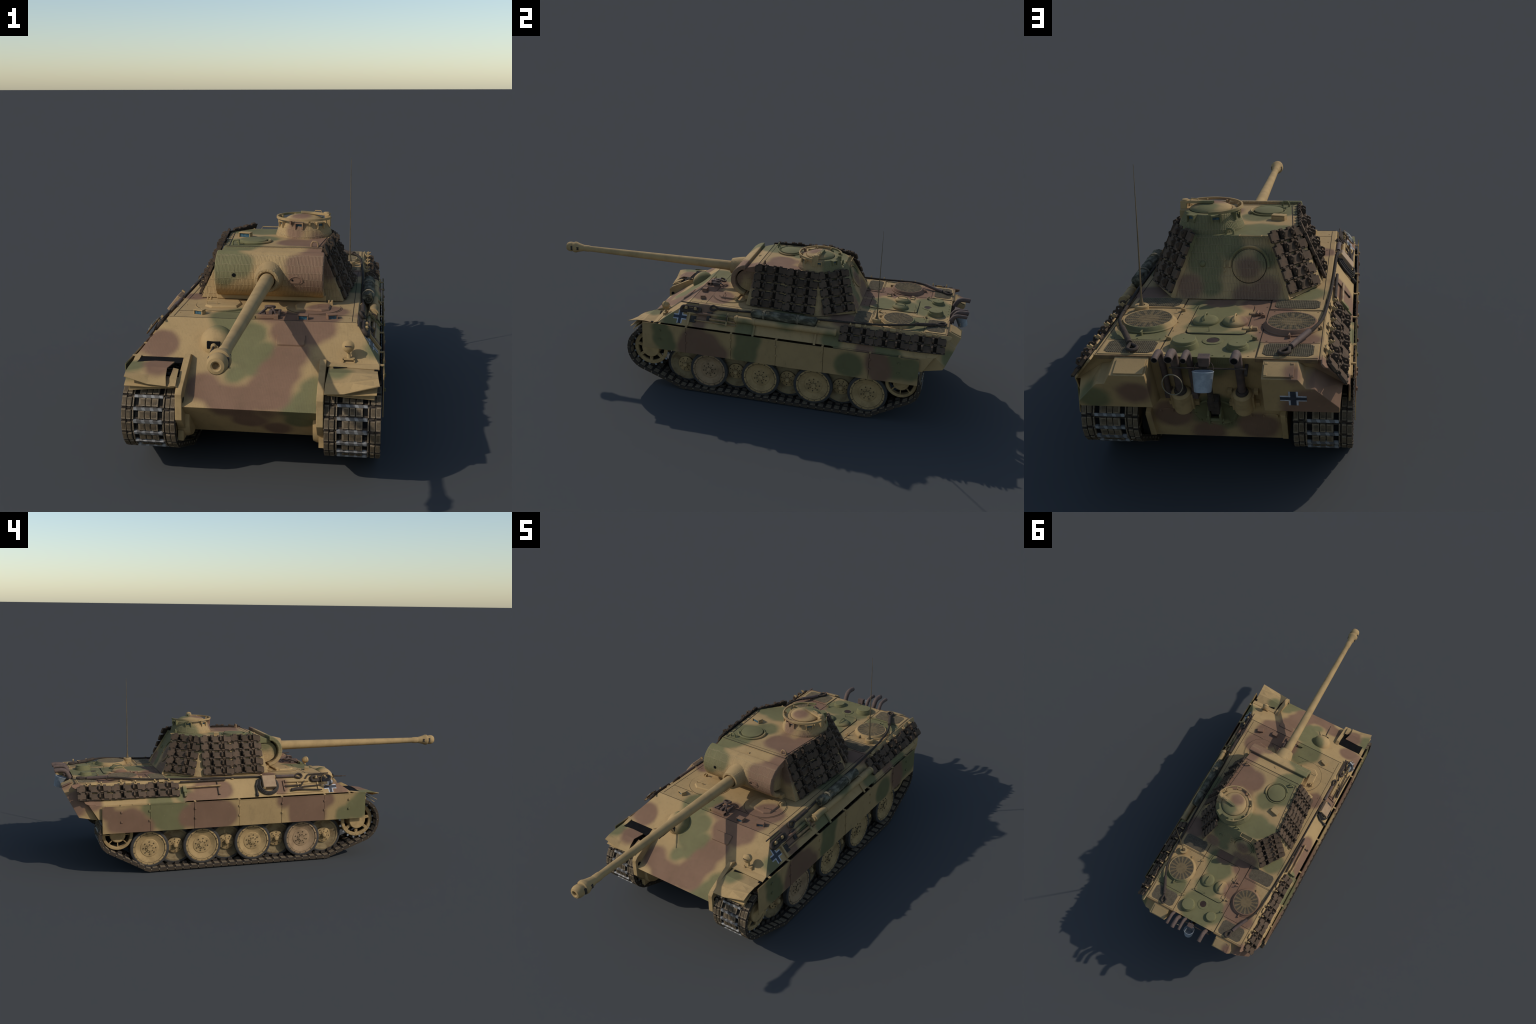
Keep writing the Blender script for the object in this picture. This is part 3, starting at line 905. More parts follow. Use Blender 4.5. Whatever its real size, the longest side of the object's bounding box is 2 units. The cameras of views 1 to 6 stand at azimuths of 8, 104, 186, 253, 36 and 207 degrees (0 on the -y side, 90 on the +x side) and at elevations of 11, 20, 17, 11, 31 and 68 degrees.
for sd in (1, -1):
    a, b = sorted((sd * 0.126, sd * 0.277))
    grille(a, b, 0.820, 0.910)
    grille(a, b, 0.500, 0.580)
    # raised ventilator with a wire-meshed fan
    cx, cy = sd * 0.196, 0.698
    s = Shape()
    s.lathe([(0.078, -0.001), (0.078, 0.003), (0.074, 0.005), (0.0690, 0.0135), (0.0675, 0.0150), (0.064, 0.0150), (0.0635, 0.012), (0, 0.012)], at(cx, cy, DECK), 44)
    fan = hull_part(s, "fan_housing", M_HULL, smooth=30)
    s = Shape()
    s.prism(circle(0.0632, 36), 0.0122, 0.0128, at(cx, cy, DECK))
    s.done("fan_dark_disc", M_MESHBACK, fan)  # dark disc under the spokes stands in for the open well
    s = Shape()
    s.prism(circle(0.029, 24), 0.0129, 0.0136, at(cx, cy, DECK))
    for i in range(16):
        M = at(cx, cy, DECK, TAU * i / 16)
        s.prism([(0.027, -0.0030), (0.0625, -0.0040), (0.0625, 0.0040), (0.027, 0.0030)], 0.01292, 0.0134, M)
    s.done("fan_blades", M_FANTAN, fan)
    s = Shape()
    for i in range(-12, 13):
        u = i * 0.0052
        L = 2 * math.sqrt(max(0.0635 ** 2 - u * u, 0))
        if L > 0.006:
            s.box((cx + u, cy, DECK + 0.0145), (0.0009, L, 0.0009))
            s.box((cx, cy + u, DECK + 0.0151), (L, 0.0009, 0.0009))
    s.done("wire_mesh", M_MESHWIRE, fan, stuff=True)
    s = Shape()
    for ax, ay in ((-0.02, -0.082), (0.0, 0.084), (sd * 0.08, 0.02)):
        s.box((cx + ax, cy + ay, DECK + 0.005), (0.006, 0.010, 0.010))
        s.box((cx + ax, cy + ay * 0.93, DECK + 0.009), (0.004, 0.012, 0.003))
    s.done("fan_clamps", M_HULL, fan, bevel=0.0008)

# engine access hatch
s = Shape()
s.prism(rounded(-0.081, 0.083, 0.547, 0.770, 0.018), -0.001, 0.0012, at(0, 0, DECK), mat=1)
s.prism(rounded(-0.0785, 0.0805, 0.5495, 0.7675, 0.016), 0.0, 0.0032, at(0, 0, DECK))
eh = hull_part(s, "engine_hatch", [M_HULL, M_SEAM], bevel=0.0006)
for cx, cy in ((0.040, 0.688), (-0.042, 0.690)):
    s = Shape()
    s.lathe([(0.035, 0.002), (0.036, 0.007), (0.034, 0.011), (0.026, 0.0145), (0.014, 0.0160), (0, 0.0165)], at(cx, cy, DECK), 32)
    s.lathe([(0.028, 0.0), (0.028, 0.003)], at(cx, cy, DECK), 24)
    vt = s.done("mushroom_vent", M_HULL, eh, smooth=45)
    s = Shape()
    s.tube(spline([(cx, cy - 0.022, DECK + 0.012), (cx, cy - 0.020, DECK + 0.021), (cx, cy, DECK + 0.0255), (cx, cy + 0.020, DECK + 0.021), (cx, cy + 0.022, DECK + 0.012)], 4), 0.0022, 6)
    s.done("vent_handle", M_HULL, eh, smooth=60)
s = Shape()
s.tube([(0.078, 0.757, DECK), (0.078, 0.757, DECK + 0.016), (0.019, 0.755, DECK + 0.016), (0.019, 0.755, DECK)], 0.0014, 6)
s.done("hatch_handle", M_HULL, eh)
for hx, hy in ((-0.091, 0.622), (-0.086, 0.732)):
    s = Shape()
    s.box((hx + 0.006, hy, DECK + 0.004), (0.026, 0.020, 0.006), top=(0.85, 0.85))
    s.box((hx - 0.014, hy, DECK + 0.005), (0.018, 0.016, 0.008), top=(0.7, 0.7))
    s.cyl((hx - 0.004, hy - 0.012, DECK + 0.007), (hx - 0.004, hy + 0.012, DECK + 0.007), 0.004, n=8)
    s.done("hatch_hinge", M_HULL, eh, bevel=0.0008)
s = Shape()
for px, py in ((-0.112, 0.640), (-0.108, 0.800), (0.118, 0.604), (0.115, 0.812), (0.045, 0.60)):
    if px == 0.045:
        continue
    s.box((px, py, DECK + 0.004), (0.012, 0.006, 0.008))
    s.cyl((px - 0.004, py, DECK + 0.006), (px + 0.007, py + 0.009, DECK + 0.015), 0.0022, n=6)
hull_part(s, "panel_latches", M_HULL, stuff=True)

# filler domes
for cx, cy, r, h in ((0.067, 0.850, 0.037, 0.021), (-0.070, 0.851, 0.029, 0.013)):
    s = Shape()
    s.lathe([(r, -0.001), (r * 0.99, 0.003), (r * 0.93, h * 0.62), (r * 0.86, h * 0.66), (r * 0.84, h), (r * 0.80, h + 0.0012), (0, h + 0.0014)], at(cx, cy, DECK), 28)
    s.cyl((cx, cy, DECK + h), (cx, cy, DECK + h + 0.0022), 0.002, n=6)
    hull_part(s, "filler_cover", M_HULL, smooth=35)
s = Shape()
s.lathe([(0.028, -0.001), (0.027, 0.0018), (0.018, 0.0025), (0.0165, 0.0010)], at(0.0, 0.811, DECK), 28)
hull_part(s, "filler_ring", M_HULL, smooth=35)
s = Shape()
s.lathe([(0.0168, 0.0006), (0.0165, 0.0016), (0, 0.0016)], at(0.0, 0.811, DECK), 28)
hull_part(s, "filler_hole_disc", grainy("hole_disc_brown", (0.045, 0.025, 0.018), (0.03, 0.018, 0.014), 60, 0.9))  # dark brown disc fills the ring in place of a hole
# rusty rear deck edge
s = Shape()
for sd in (1, -1):
    s.box((sd * 0.200, Y_REAR + 0.0015, DECK - 0.004), (0.155, 0.005, 0.010))
hull_part(s, "deck_edge_strip", M_RUSTEDGE, bevel=0.001)

# antenna
s = Shape()
s.lathe([(0.020, -0.001), (0.0200, 0.017), (0.0185, 0.019), (0.010, 0.019), (0.009, 0.016), (0, 0.016)], at(0.237, 0.607, DECK), 24)
hull_part(s, "antenna_pot", M_HULL, smooth=35)
s = Shape()
s.tube([(0.237, 0.607, DECK + 0.012), (0.237, 0.607, DECK + 0.034), (0.2365, 0.607, 0.46), (0.235, 0.607, 0.64), (0.234, 0.608, 0.832)], [0.0085, 0.0042, 0.0026, 0.0018, 0.0006], 8)
antenna = s.done("antenna", grainy("antenna_paint", (0.16, 0.11, 0.055), (0.11, 0.08, 0.04), 30, 0.6), hull, smooth=60)

# ---- tow cables -------------------------------------------------------------
def eye_loop(name, c, direction, up, parent, R=0.015, r=0.0048, L=1.35):
    """thimble eye at the end of a cable"""
    F = frame(c, direction, V(up).cross(V(direction)))
    pts = []
    for i in range(20):
        a = TAU * i / 20
        x = math.cos(a) * R * L
        y = math.sin(a) * R * (0.85 if x < 0 else 0.70 - 0.35 * x / (R * L))
        pts.append(F @ V((x, y, 0)))
    s = Shape()
    s.tube(pts, r, 8, 0, True)
    return s.done(name, M_STEEL, parent, smooth=60)


for sd in (1, -1):
    ey = -0.125
    path = [(sd * 0.203, 0.868, 0.419), (sd * 0.212, 0.850, 0.420), (sd * 0.246, 0.780, 0.426), (sd * 0.268, 0.725, 0.427), (sd * 0.279, 0.655, 0.421),
            (sd * 0.285, 0.560, 0.416), (sd * 0.2915, 0.42, 0.4125), (sd * 0.2945, 0.25, 0.409), (sd * 0.2965, 0.08, 0.407), (sd * 0.300, 0.0, 0.4045), (sd * 0.301, -0.108, 0.4035)]
    s = Shape()
    s.tube(spline(path, 5), 0.0046, 8)
    cab = hull_part(s, "tow_cable", M_CABLE, smooth=60)
    s = Shape()
    s.tube(spline([(sd * 0.207, 0.860, 0.420), (sd * 0.224, 0.822, 0.423), (sd * 0.248, 0.776, 0.428)], 4), 0.0080, 10)
    s.cyl((sd * 0.3005, -0.102, 0.404), (sd * 0.300, -0.012, 0.405), 0.0078, n=10)
    s.done("cable_sleeve", M_EXHAUST if sd < 0 else M_STEEL, cab, smooth=50)
    eye_loop("cable_eye", (sd * 0.194, 0.886, 0.420), (sd * 0.35, -0.9, 0), (0, 0, 1), cab)
    eye_loop("cable_eye", (sd * 0.301, -0.124, 0.4035), (0, 1, 0), (sd * COS, 0, SIN), cab, R=0.014, r=0.0045)
    s = Shape()
    for y in (0.0, 0.2, 0.36):
        s.box((0, 0, 0), (0.010, 0.008, 0.006), side_frame(sd, y, 0.402, 0.003))
    s.done("cable_clamps", M_HULL, cab)


# ---- stowage on the right side (cleaning-rod tube, tarpaulin, tools) ---------
s = Shape()
A, B = V((0.333, -0.010, 0.378)), V((0.336, 0.448, 0.377))
ax = (B - A).normalized()
s.cyl(A, B, 0.0150, n=24)
for t, r in ((0.004, 0.0172), (0.452, 0.0165)):
    s.cyl(A + ax * (t - 0.006), A + ax * (t + 0.004), r, n=24)
s.cyl(A - ax * 0.008, A, 0.0125, n=20)
tubeob = hull_part(s, "cleaning_rod_tube", M_HULL, smooth=40)
s = Shape()
for y in (0.075, 0.355):
    s.cyl((0.3335, y - 0.004, 0.378), (0.3335, y + 0.004, 0.378), 0.0166, n=24)
    s.box((0, -0.045, 0.0), (0.009, 0.052, 0.004), side_frame(1, y, 0.372, 0.003))
s.done("tube_strap", M_HULL, tubeob, smooth=40)
s = Shape()
s.box((0, 0.014, 0.0), (0.018, 0.003, 0.010), at(0.333, -0.004, 0.380))
s.done("tube_latch", M_YELLOW, tubeob)

s = Shape()
n, mseg = 40, 60
vs = []
for j in range(mseg + 1):
    y = 0.060 + 0.292 * j / mseg
    for i in range(n):
        a = TAU * i / n
        p = V((math.cos(a), math.sin(a), y * 9))
        r = 0.0205 + 0.0042 * noise.noise(p * 2.1) + 0.0026 * noise.noise(V((a * 1.2, y * 60 + 2 * math.sin(a), 3)))
        for yr in (0.115, 0.268):
            r -= 0.0026 * math.exp(-((y - yr) / 0.008) ** 2)
        e = min(j, mseg - j)
        if e < 2:
            r *= (0.80, 0.95)[e]
        vs.append((0.3155 + r * math.cos(a) * 0.95, y + 0.004 * noise.noise(p * 3), 0.4085 + r * math.sin(a) * 0.93))
fs = [(j * n + (i + 1) % n, j * n + i, (j + 1) * n + i, (j + 1) * n + (i + 1) % n) for j in range(mseg) for i in range(n)]
fs += [tuple(range(n)), tuple(range(mseg * n, (mseg + 1) * n))[::-1]]
s.add(vs, fs)
tarpob = hull_part(s, "tarpaulin_roll", M_TARP, smooth=70)
s = Shape()
for yr in (0.113, 0.118, 0.266, 0.271):
    s.ring(frame((0.3155, yr, 0.4085), (1, 0, 0), (0, 0.05, 1)), 0.0198, 0.0016, 28, 6)
s.done("tarpaulin_rope", M_ROPE, tarpob)
s = Shape()
pts = [V((0.3155 + 0.0028 * k * 0.22 * math.cos(k * 0.55), 0.0575, 0.4085 + 0.0028 * k * 0.22 * math.sin(k * 0.55))) for k in range(28)]
s.tube(pts, 0.0016, 6)
s.done("tarpaulin_fold", M_TARP, tarpob, smooth=60)

# stadium-shaped shackle pads with two clamps, one each side
for sd in (1, -1):
    F = side_frame(sd, -0.232, 0.384, 0.006)
    L, Rr = 0.033, 0.0125
    pts = []
    for i in range(25):
        a = -math.pi / 2 + math.pi * i / 12 if i <= 12 else math.pi / 2 + math.pi * (i - 13) / 12
        cx = L if i <= 12 else -L
        pts.append(F @ V((cx + Rr * math.cos(a), Rr * math.sin(a), 0)))
    s = Shape()
    s.tube(pts[:-1], 0.0072, 8, 0, True)
    s.box((0, 0, -0.001), (0.05, 0.014, 0.006), F)
    sh = hull_part(s, "tow_shackle", M_STEEL, smooth=60)
    s = Shape()
    for cx in (-0.022, 0.022):
        s.box((cx, 0.004, 0.004), (0.012, 0.012, 0.010), F)
        s.cyl(F @ V((cx, 0.006, 0.0)), F @ V((cx, 0.006, 0.014)), 0.0048, n=10)
    s.box((0, 0.010, 0.003), (0.02, 0.006, 0.006), F)
    s.done("shackle_clamp", M_YELLOW, sh, bevel=0.001)

# right front: axe, shovel, rods, wooden block
s = Shape()
F = side_frame(1, -0.213, 0.350, 0.003)
s.box((0, 0, 0), (0.026, 0.030, 0.006), F)
F2 = side_frame(1, -0.142, 0.366, 0.004)
s.box((0, 0, 0), (0.018, 0.036, 0.008), F2, top=(0.8, 0.9))
s.box((0.002, 0.018, 0.002), (0.024, 0.006, 0.006), F2)
hull_part(s, "axe_head", M_BLUEGREY, bevel=0.001)
s = Shape()
s.cyl(side_point(1, -0.205, 0.347, 0.006), side_point(1, -0.010, 0.345, 0.006), 0.0030, n=8)
s.cyl(side_point(1, -0.135, 0.357, 0.008), side_point(1, -0.012, 0.355, 0.008), 0.0055, 0.0045, n=10)
hull_part(s, "tool_handle", M_WOOD, smooth=40)
s = Shape()
s.cyl(side_point(1, -0.245, 0.372, 0.005), side_point(1, -0.02, 0.374, 0.005), 0.0065, n=10)
s.box((0, 0, 0), (0.008, 0.058, 0.006), side_frame(1, -0.052, 0.362, 0.016))
s.box((0, 0, 0), (0.008, 0.060, 0.008), side_frame(1, -0.232, 0.348, 0.005))
s.box((0, 0, 0), (0.20, 0.003, 0.003), side_frame(1, -0.12, 0.364, 0.002))
hull_part(s, "tool_bracket", M_HULL, bevel=0.0008)
s = Shape()
s.ring(side_frame(1, -0.052, 0.366, 0.013) @ Matrix.Rotation(math.pi / 2, 4, 'Y'), 0.014, 0.0024, 18, 6)
s.tube([side_point(1, -0.285, 0.4085, 0.004), side_point(1, -0.20, 0.4085, 0.004)], 0.0028, 6)
hull_part(s, "tool_strap", M_STEEL)

# ---- stowage on the left side --------------------------------------------------
# sledgehammer and bar
s = Shape()
F = side_frame(-1, 0.435, 0.366, 0.008)
s.box((0, 0, 0.002), (0.017, 0.034, 0.015), F)
s.box((0.0, -0.026, 0.0), (0.010, 0.024, 0.010), F)
hull_part(s, "sledgehammer_head", M_HULL, bevel=0.0015)
s = Shape()
s.cyl(side_point(-1, 0.43, 0.372, 0.011), side_point(-1, 0.262, 0.374, 0.011), 0.0044, n=10)
hull_part(s, "sledgehammer_handle", M_WOOD, smooth=40)
s = Shape()
s.cyl(side_point(-1, 0.45, 0.396, 0.009), side_point(-1, 0.237, 0.397, 0.009), 0.0046, n=10)
hull_part(s, "pry_bar", M_STEEL, smooth=40)
s = Shape()
s.box((0, 0, 0), (0.004, 0.075, 0.004), side_frame(-1, 0.277, 0.368, 0.003))
s.box((0.003, -0.035, 0), (0.010, 0.004, 0.004), side_frame(-1, 0.277, 0.368, 0.003))
hull_part(s, "tool_rack", M_STEEL)

# fire-extinguisher-like box wrapped with a coil of cable
F = side_frame(-1, 0.034, 0.376, 0.0)
s = Shape()
for k in range(3):
    s.ring(F @ at(0.0, -0.012, 0.006 + 0.004 * k), 0.049 - 0.004 * k, 0.0042, 36, 8, sx=1.0, sy=0.95, a0=0)
s.tube([F @ V((-0.045, 0.02, 0.006)), F @ V((-0.058, -0.01, 0.006)), F @ V((-0.06, -0.058, 0.006))], 0.0046, 8)
s.cyl(F @ V((-0.060, -0.050, 0.006)), F @ V((-0.060, -0.066, 0.006)), 0.007, n=10)
hull_part(s, "cable_coil", M_BLUEGREY, smooth=60)
s = Shape()
s.box((0.003, 0.000, 0.014), (0.066, 0.064, 0.026), F, top=(0.95, 0.95))
bx = hull_part(s, "tool_box", M_BOX, bevel=0.0025)
s = Shape()
s.box((0.036, 0.022, 0.018), (0.005, 0.010, 0.012), F)
s.box((-0.030, 0.034, 0.022), (0.008, 0.005, 0.012), F)
s.box((-0.024, -0.032, 0.016), (0.012, 0.006, 0.010), F)
s.done("box_latch", M_HULL, bx)

# starting crank, cutters, rods, hoop with lens
s = Shape()
s.tube([side_point(-1, -0.047, 0.358, 0.008), side_point(-1, -0.130, 0.359, 0.008), side_point(-1, -0.176, 0.403, 0.009), side_point(-1, -0.278, 0.404, 0.009)], 0.0034, 8)
hull_part(s, "starting_crank", M_STEEL)
s = Shape()
s.tube([side_point(-1, -0.075, 0.345, 0.008), side_point(-1, -0.105, 0.346, 0.008), side_point(-1, -0.145, 0.353, 0.009), side_point(-1, -0.230, 0.356, 0.009)], [0.0035, 0.007, 0.0034, 0.0030], 8)
s.tube([side_point(-1, -0.075, 0.339, 0.008), side_point(-1, -0.105, 0.344, 0.008), side_point(-1, -0.145, 0.341, 0.009), side_point(-1, -0.228, 0.336, 0.009)], [0.0035, 0.0065, 0.0032, 0.0030], 8)
hull_part(s, "bolt_cutters", M_STEEL, smooth=50)
s = Shape()
s.box((0, 0, 0), (0.20, 0.003, 0.004), side_frame(-1, -0.14, 0.366, 0.002))
s.box((0, 0, 0), (0.23, 0.003, 0.004), side_frame(-1, -0.12, 0.332, 0.002))
for y in (-0.045, -0.115, -0.215):
    s.box((0, 0, 0), (0.006, 0.055, 0.006), side_frame(-1, y, 0.362, 0.003))
s.cyl(side_point(-1, -0.05, 0.379, 0.005), side_point(-1, -0.17, 0.379, 0.005), 0.0075, n=10)
hull_part(s, "tool_rack", M_HULL)
F = side_frame(-1, -0.261, 0.371, 0.019)
s = Shape()
s.ring(F, 0.0305, 0.0019, 36, 6)
hp = hull_part(s, "wire_hoop", M_RUSTEDGE, smooth=60)
s = Shape()
s.lathe([(0.029, -0.001), (0.0285, 0.0012), (0.020, 0.005), (0.010, 0.0072), (0, 0.008), ], F, 28)
s.lathe([(0.029, -0.001), (0, -0.001)][::-1], F, 28)
s.done("round_lens", M_LENS, hp, smooth=60)

# ---- cross markings ----------------------------------------------------------
def cross(F, half, arm, edge, sx=1.0, sy=1.0):
    s = Shape()
    h, a, e = half, arm, edge
    S = F @ Matrix.Diagonal((sx, sy, 1, 1))
    s.prism([(-a, -h), (a, -h), (a, -a), (h, -a), (h, a), (a, a), (a, h), (-a, h), (-a, a), (-h, a), (-h, -a), (-a, -a)], -0.0004, 0.0008, S, 0)
    for qx in (1, -1):
        for qy in (1, -1):
            L = [(a, a), (h, a), (h, a + e), (a + e, a + e), (a + e, h), (a, h)]
            s.prism([(qx * x, qy * y) for x, y in L], -0.0004, 0.0007, S, 1)
    hull_part(s, "cross_marking", [M_BLACKMARK, M_WHITE])


cross(side_frame(-1, -0.276, 0.350, 0.0), 0.031, 0.0068, 0.0048)
cross(side_frame(1, -0.277, 0.354, 0.0), 0.031, 0.0068, 0.0048)

# ---- rear stowage bins -------------------------------------------------------
for sd in (1, -1):
    k = lambda x, y, z: (sd * x, y, z)
    vs = [k(0.143, rear_y(0.408) + 0.002, 0.4085), k(0.229, rear_y(0.408) + 0.002, 0.4085), k(0.232, 0.976, 0.383), k(0.143, 0.976, 0.383),
          k(0.143, 0.913, 0.267), k(0.331, 0.913, 0.267), k(0.331, 0.922, 0.284), k(0.272, 0.957, 0.350), k(0.250, 0.959, 0.352),
          k(0.247, rear_y(0.386), 0.386), k(0.269, rear_y(0.382), 0.382), k(0.338, rear_y(0.330), 0.330), k(0.331, rear_y(0.25), 0.250),
          k(0.143, rear_y(0.25), 0.250)]
    fs = [(0, 3, 2, 1), (3, 4, 5, 6, 7, 8, 2), (1, 2, 8, 9), (9, 8, 7, 10), (10, 7, 6, 11), (11, 6, 5, 12), (5, 4, 13, 12), (0, 13, 4, 3), (0, 1, 9, 10, 11, 12, 13)]
    s = Shape()
    s.add(vs, [f if sd > 0 else f[::-1] for f in fs])
    bn = hull_part(s, "stowage_bin", M_HULL, bevel=0.0012)
    s = Shape()
    o = V(k(0.1865, 0.951, 0.3968))
    F = frame(o, (sd, 0, 0), (0, rear_y(0.4085) - 0.976, 0.4085 - 0.383))
    s.box((-0.002, 0, 0.001 * 1), (0.074, 0.048, 0.0026), F)
    for qx in (-0.034, 0.030):
        s.box((qx, -0.017, 0.0022), (0.008, 0.008, 0.0028), F)
        s.box((qx, 0.019, 0.0022), (0.008, 0.006, 0.0028), F)
    s.done("bin_lid", M_HULL, bn, bevel=0.0006)
cross(frame((-0.218, 0.9398, 0.3160), (-1, 0, 0), (0, 0.547, 1)), 0.033, 0.0072, 0.0048, sy=0.85)

# ---- rear plate fittings --------------------------------------------------------
REAR_UP = V((0, SLOPE_REAR, 1)).normalized()


def rear_frame(x, z, h=0.0):
    """X towards -x, Y up the plate, Z rearward"""
    n = V((-1, 0, 0)).cross(REAR_UP)
    return frame(V((x, rear_y(z), z)) + n * h, (-1, 0, 0), REAR_UP)


def pipe(x, z0, r, y0, tip=0.995, zt=0.434):
    pts = spline([(x, y0, z0), (x, y0 + 0.026, z0 + 0.055), (x, y0 + 0.050, z0 + 0.100), (x, y0 + 0.066, zt - 0.010), (x, y0 + 0.082, zt + 0.003), (x, tip - 0.01, zt + 0.004), (x, tip, zt + 0.002)], 4)
    s = Shape()
    s.tube(pts, r, 12)
    ob = hull_part(s, "exhaust_pipe", M_EXHAUST, smooth=50)
    e = V(pts[-1])
    d = (V(pts[-1]) - V(pts[-2])).normalized()
    s = Shape()
    s.cyl(e - d * 0.002, e + d * 0.0004, r * 0.78, n=12)
    s.done("pipe_end_disc", M_BLACK, ob)  # black disc caps the solid pipe end to look hollow
    return ob


for cx in (0.077, -0.082):
    s = Shape()
    z0 = 0.238
    y0 = rear_y(0.27) + 0.028
    P0, P1 = V((cx, y0 - 0.024, 0.236)), V((cx, y0 + 0.006, 0.293))
    s.cyl(P0, P1, 0.0250, 0.0250, 18)
    s.cyl(P1, P1 + (P1 - P0).normalized() * 0.006, 0.0250, 0.019, 18)
    s.box((0, -0.002, 0.012), (0.058, 0.058, 0.026), rear_frame(cx, 0.272))
    muf = hull_part(s, "muffler_cover", M_YELLOW, smooth=40)
    s = Shape()
    for q in (-1, 1):
        for z in (0.25, 0.295):
            s.box((0, 0, 0.006), (0.012, 0.016, 0.012), rear_frame(cx + q * 0.034, z))
    s.done("muffler_bolts", M_YELLOW, muf, bevel=0.001)
    s = Shape()
    s.lathe([(0.017, 0), (0.016, 0.006), (0.011, 0.008)], frame(P1 + (P1 - P0).normalized() * 0.005, (1, 0, 0), (P1 - P0).cross(V((1, 0, 0)))), 18)
    s.done("pipe_collar", M_STEEL, muf, smooth=40)
    pipe(cx, 0.292, 0.0108, y0 + 0.004)
for cx in (0.112, 0.042):
    pipe(cx, 0.292, 0.0082, rear_y(0.27) + 0.022, 0.990, 0.430)
    s = Shape()
    s.box((0, 0, 0.010), (0.020, 0.030, 0.022), rear_frame(cx, 0.288), top=(0.8, 0.7))
    hull_part(s, "pipe_bracket", M_EXHAUST, bevel=0.001)
# cross rod, hoop
s = Shape()
s.cyl((0.090, rear_y(0.388) + 0.030, 0.388), (-0.104, rear_y(0.388) + 0.030, 0.388), 0.0022, n=8)
s.box((0, 0, 0.016), (0.008, 0.008, 0.034), rear_frame(-0.10, 0.386))
s.box((0, 0, 0.016), (0.008, 0.008, 0.034), rear_frame(0.022, 0.386))
hull_part(s, "cross_rod", M_STEEL)
s = Shape()
s.ring(frame((0.079, 0.955, 0.352), (1, 0, 0), (0, 0.30, 1)), 0.0255, 0.0014, 36, 6, sy=1.3)
hull_part(s, "wire_hoop", M_ROPE, smooth=60)
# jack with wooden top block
s = Shape()
s.box((0, 0, 0), (0.026, 0.020, 0.026), at(0.0, 0.940, 0.413, 0, -0.2), top=(1.15, 1.1))
jk = hull_part(s, "jack_head", M_EXHAUST, bevel=0.0015)
s = Shape()
s.cyl((0.0, rear_y(0.26) + 0.022, 0.245), (0.0, 0.935, 0.405), 0.0085, n=10)
s.box((0, 0.0, 0.018), (0.030, 0.040, 0.026), rear_frame(-0.004, 0.262))
s.box((0, -0.03, 0.014), (0.022, 0.030, 0.020), rear_frame(-0.004, 0.262))
s.done("jack_body", M_STEEL, jk, bevel=0.0015)
# bucket
s = Shape()
F = at(0.0, 0.975, 0.345, 0, 0.30)
s.lathe([(0, 0.0), (0.0205, 0.0), (0.0212, 0.0012), (0.0262, 0.0475), (0.0270, 0.0485), (0.0270, 0.0505), (0.0255, 0.0505), (0.0250, 0.0475), (0.0200, 0.002), (0, 0.002)], F, 28)
bk = hull_part(s, "bucket", M_BUCKET, smooth=35)
s = Shape()
s.tube(spline([F @ V((-0.0262, 0, 0.046)), F @ V((-0.020, -0.014, 0.066)), F @ V((0, -0.022, 0.074)), F @ V((0.020, -0.014, 0.066)), F @ V((0.0262, 0, 0.046))], 5), 0.0010, 6)
s.done("bucket_handle", M_STEEL, bk)
# round engine access cover with tow coupling
s = Shape()
F = rear_frame(0.0, 0.205)
s.lathe([(0.058, -0.001), (0.058, 0.004), (0.054, 0.006), (0.050, 0.0042), (0, 0.0042)], F, 36)
for i in range(10):
    a = TAU * i / 10
    p = F @ V((0.054 * math.cos(a), 0.054 * math.sin(a), 0.004))
    s.cyl(p, p + F.to_3x3() @ V((0, 0, 0.0045)), 0.0032, n=6)
rc = hull_part(s, "round_access_cover", M_HULL, smooth=35)
s = Shape()
for q in (-0.016, 0.016):
    s.box((q, 0, 0.016), (0.007, 0.058, 0.026), F, top=(0.9, 0.7))
s.cyl(F @ V((-0.024, -0.006, 0.022)), F @ V((0.024, -0.006, 0.022)), 0.0055, n=10)
s.done("tow_coupling", M_HULL, rc, bevel=0.0015)
s = Shape()
s.box((0, 0.005, 0.006), (0.026, 0.030, 0.006), F)
s.done("coupling_black_block", M_BLACK, rc)  # raised black block stands in for a recess
# oval covers and pads
for ox, oz, rx in ((0.133, 0.207, 0.020), (-0.078, 0.196, 0.019), (-0.145, 0.195, 0.022), (0.082, 0.200, 0.011)):
    s = Shape()
    F = rear_frame(ox, oz)
    s.prism([(rx * math.cos(TAU * i / 20), 0.010 * math.sin(TAU * i / 20)) for i in range(20)], -0.001, 0.003, F)
    for q in (-0.8, 0.8):
        s.box((q * rx, 0, 0.003), (0.006, 0.006, 0.006), F)
    hull_part(s, "oval_cover", M_HULL, bevel=0.0008)
s = Shape()
for sd in (1, -1):
    s.box((0, 0, 0.008), (0.014, 0.032, 0.016), rear_frame(sd * 0.180, 0.200))
    s.box((0, 0, 0.004), (0.016, 0.10, 0.020), rear_frame(sd * 0.182, 0.160))
s.box((0, 0, 0.004), (0.003, 0.045, 0.003), rear_frame(-0.035, 0.175))
hull_part(s, "rear_plate_ribs", M_HULL, bevel=0.001)

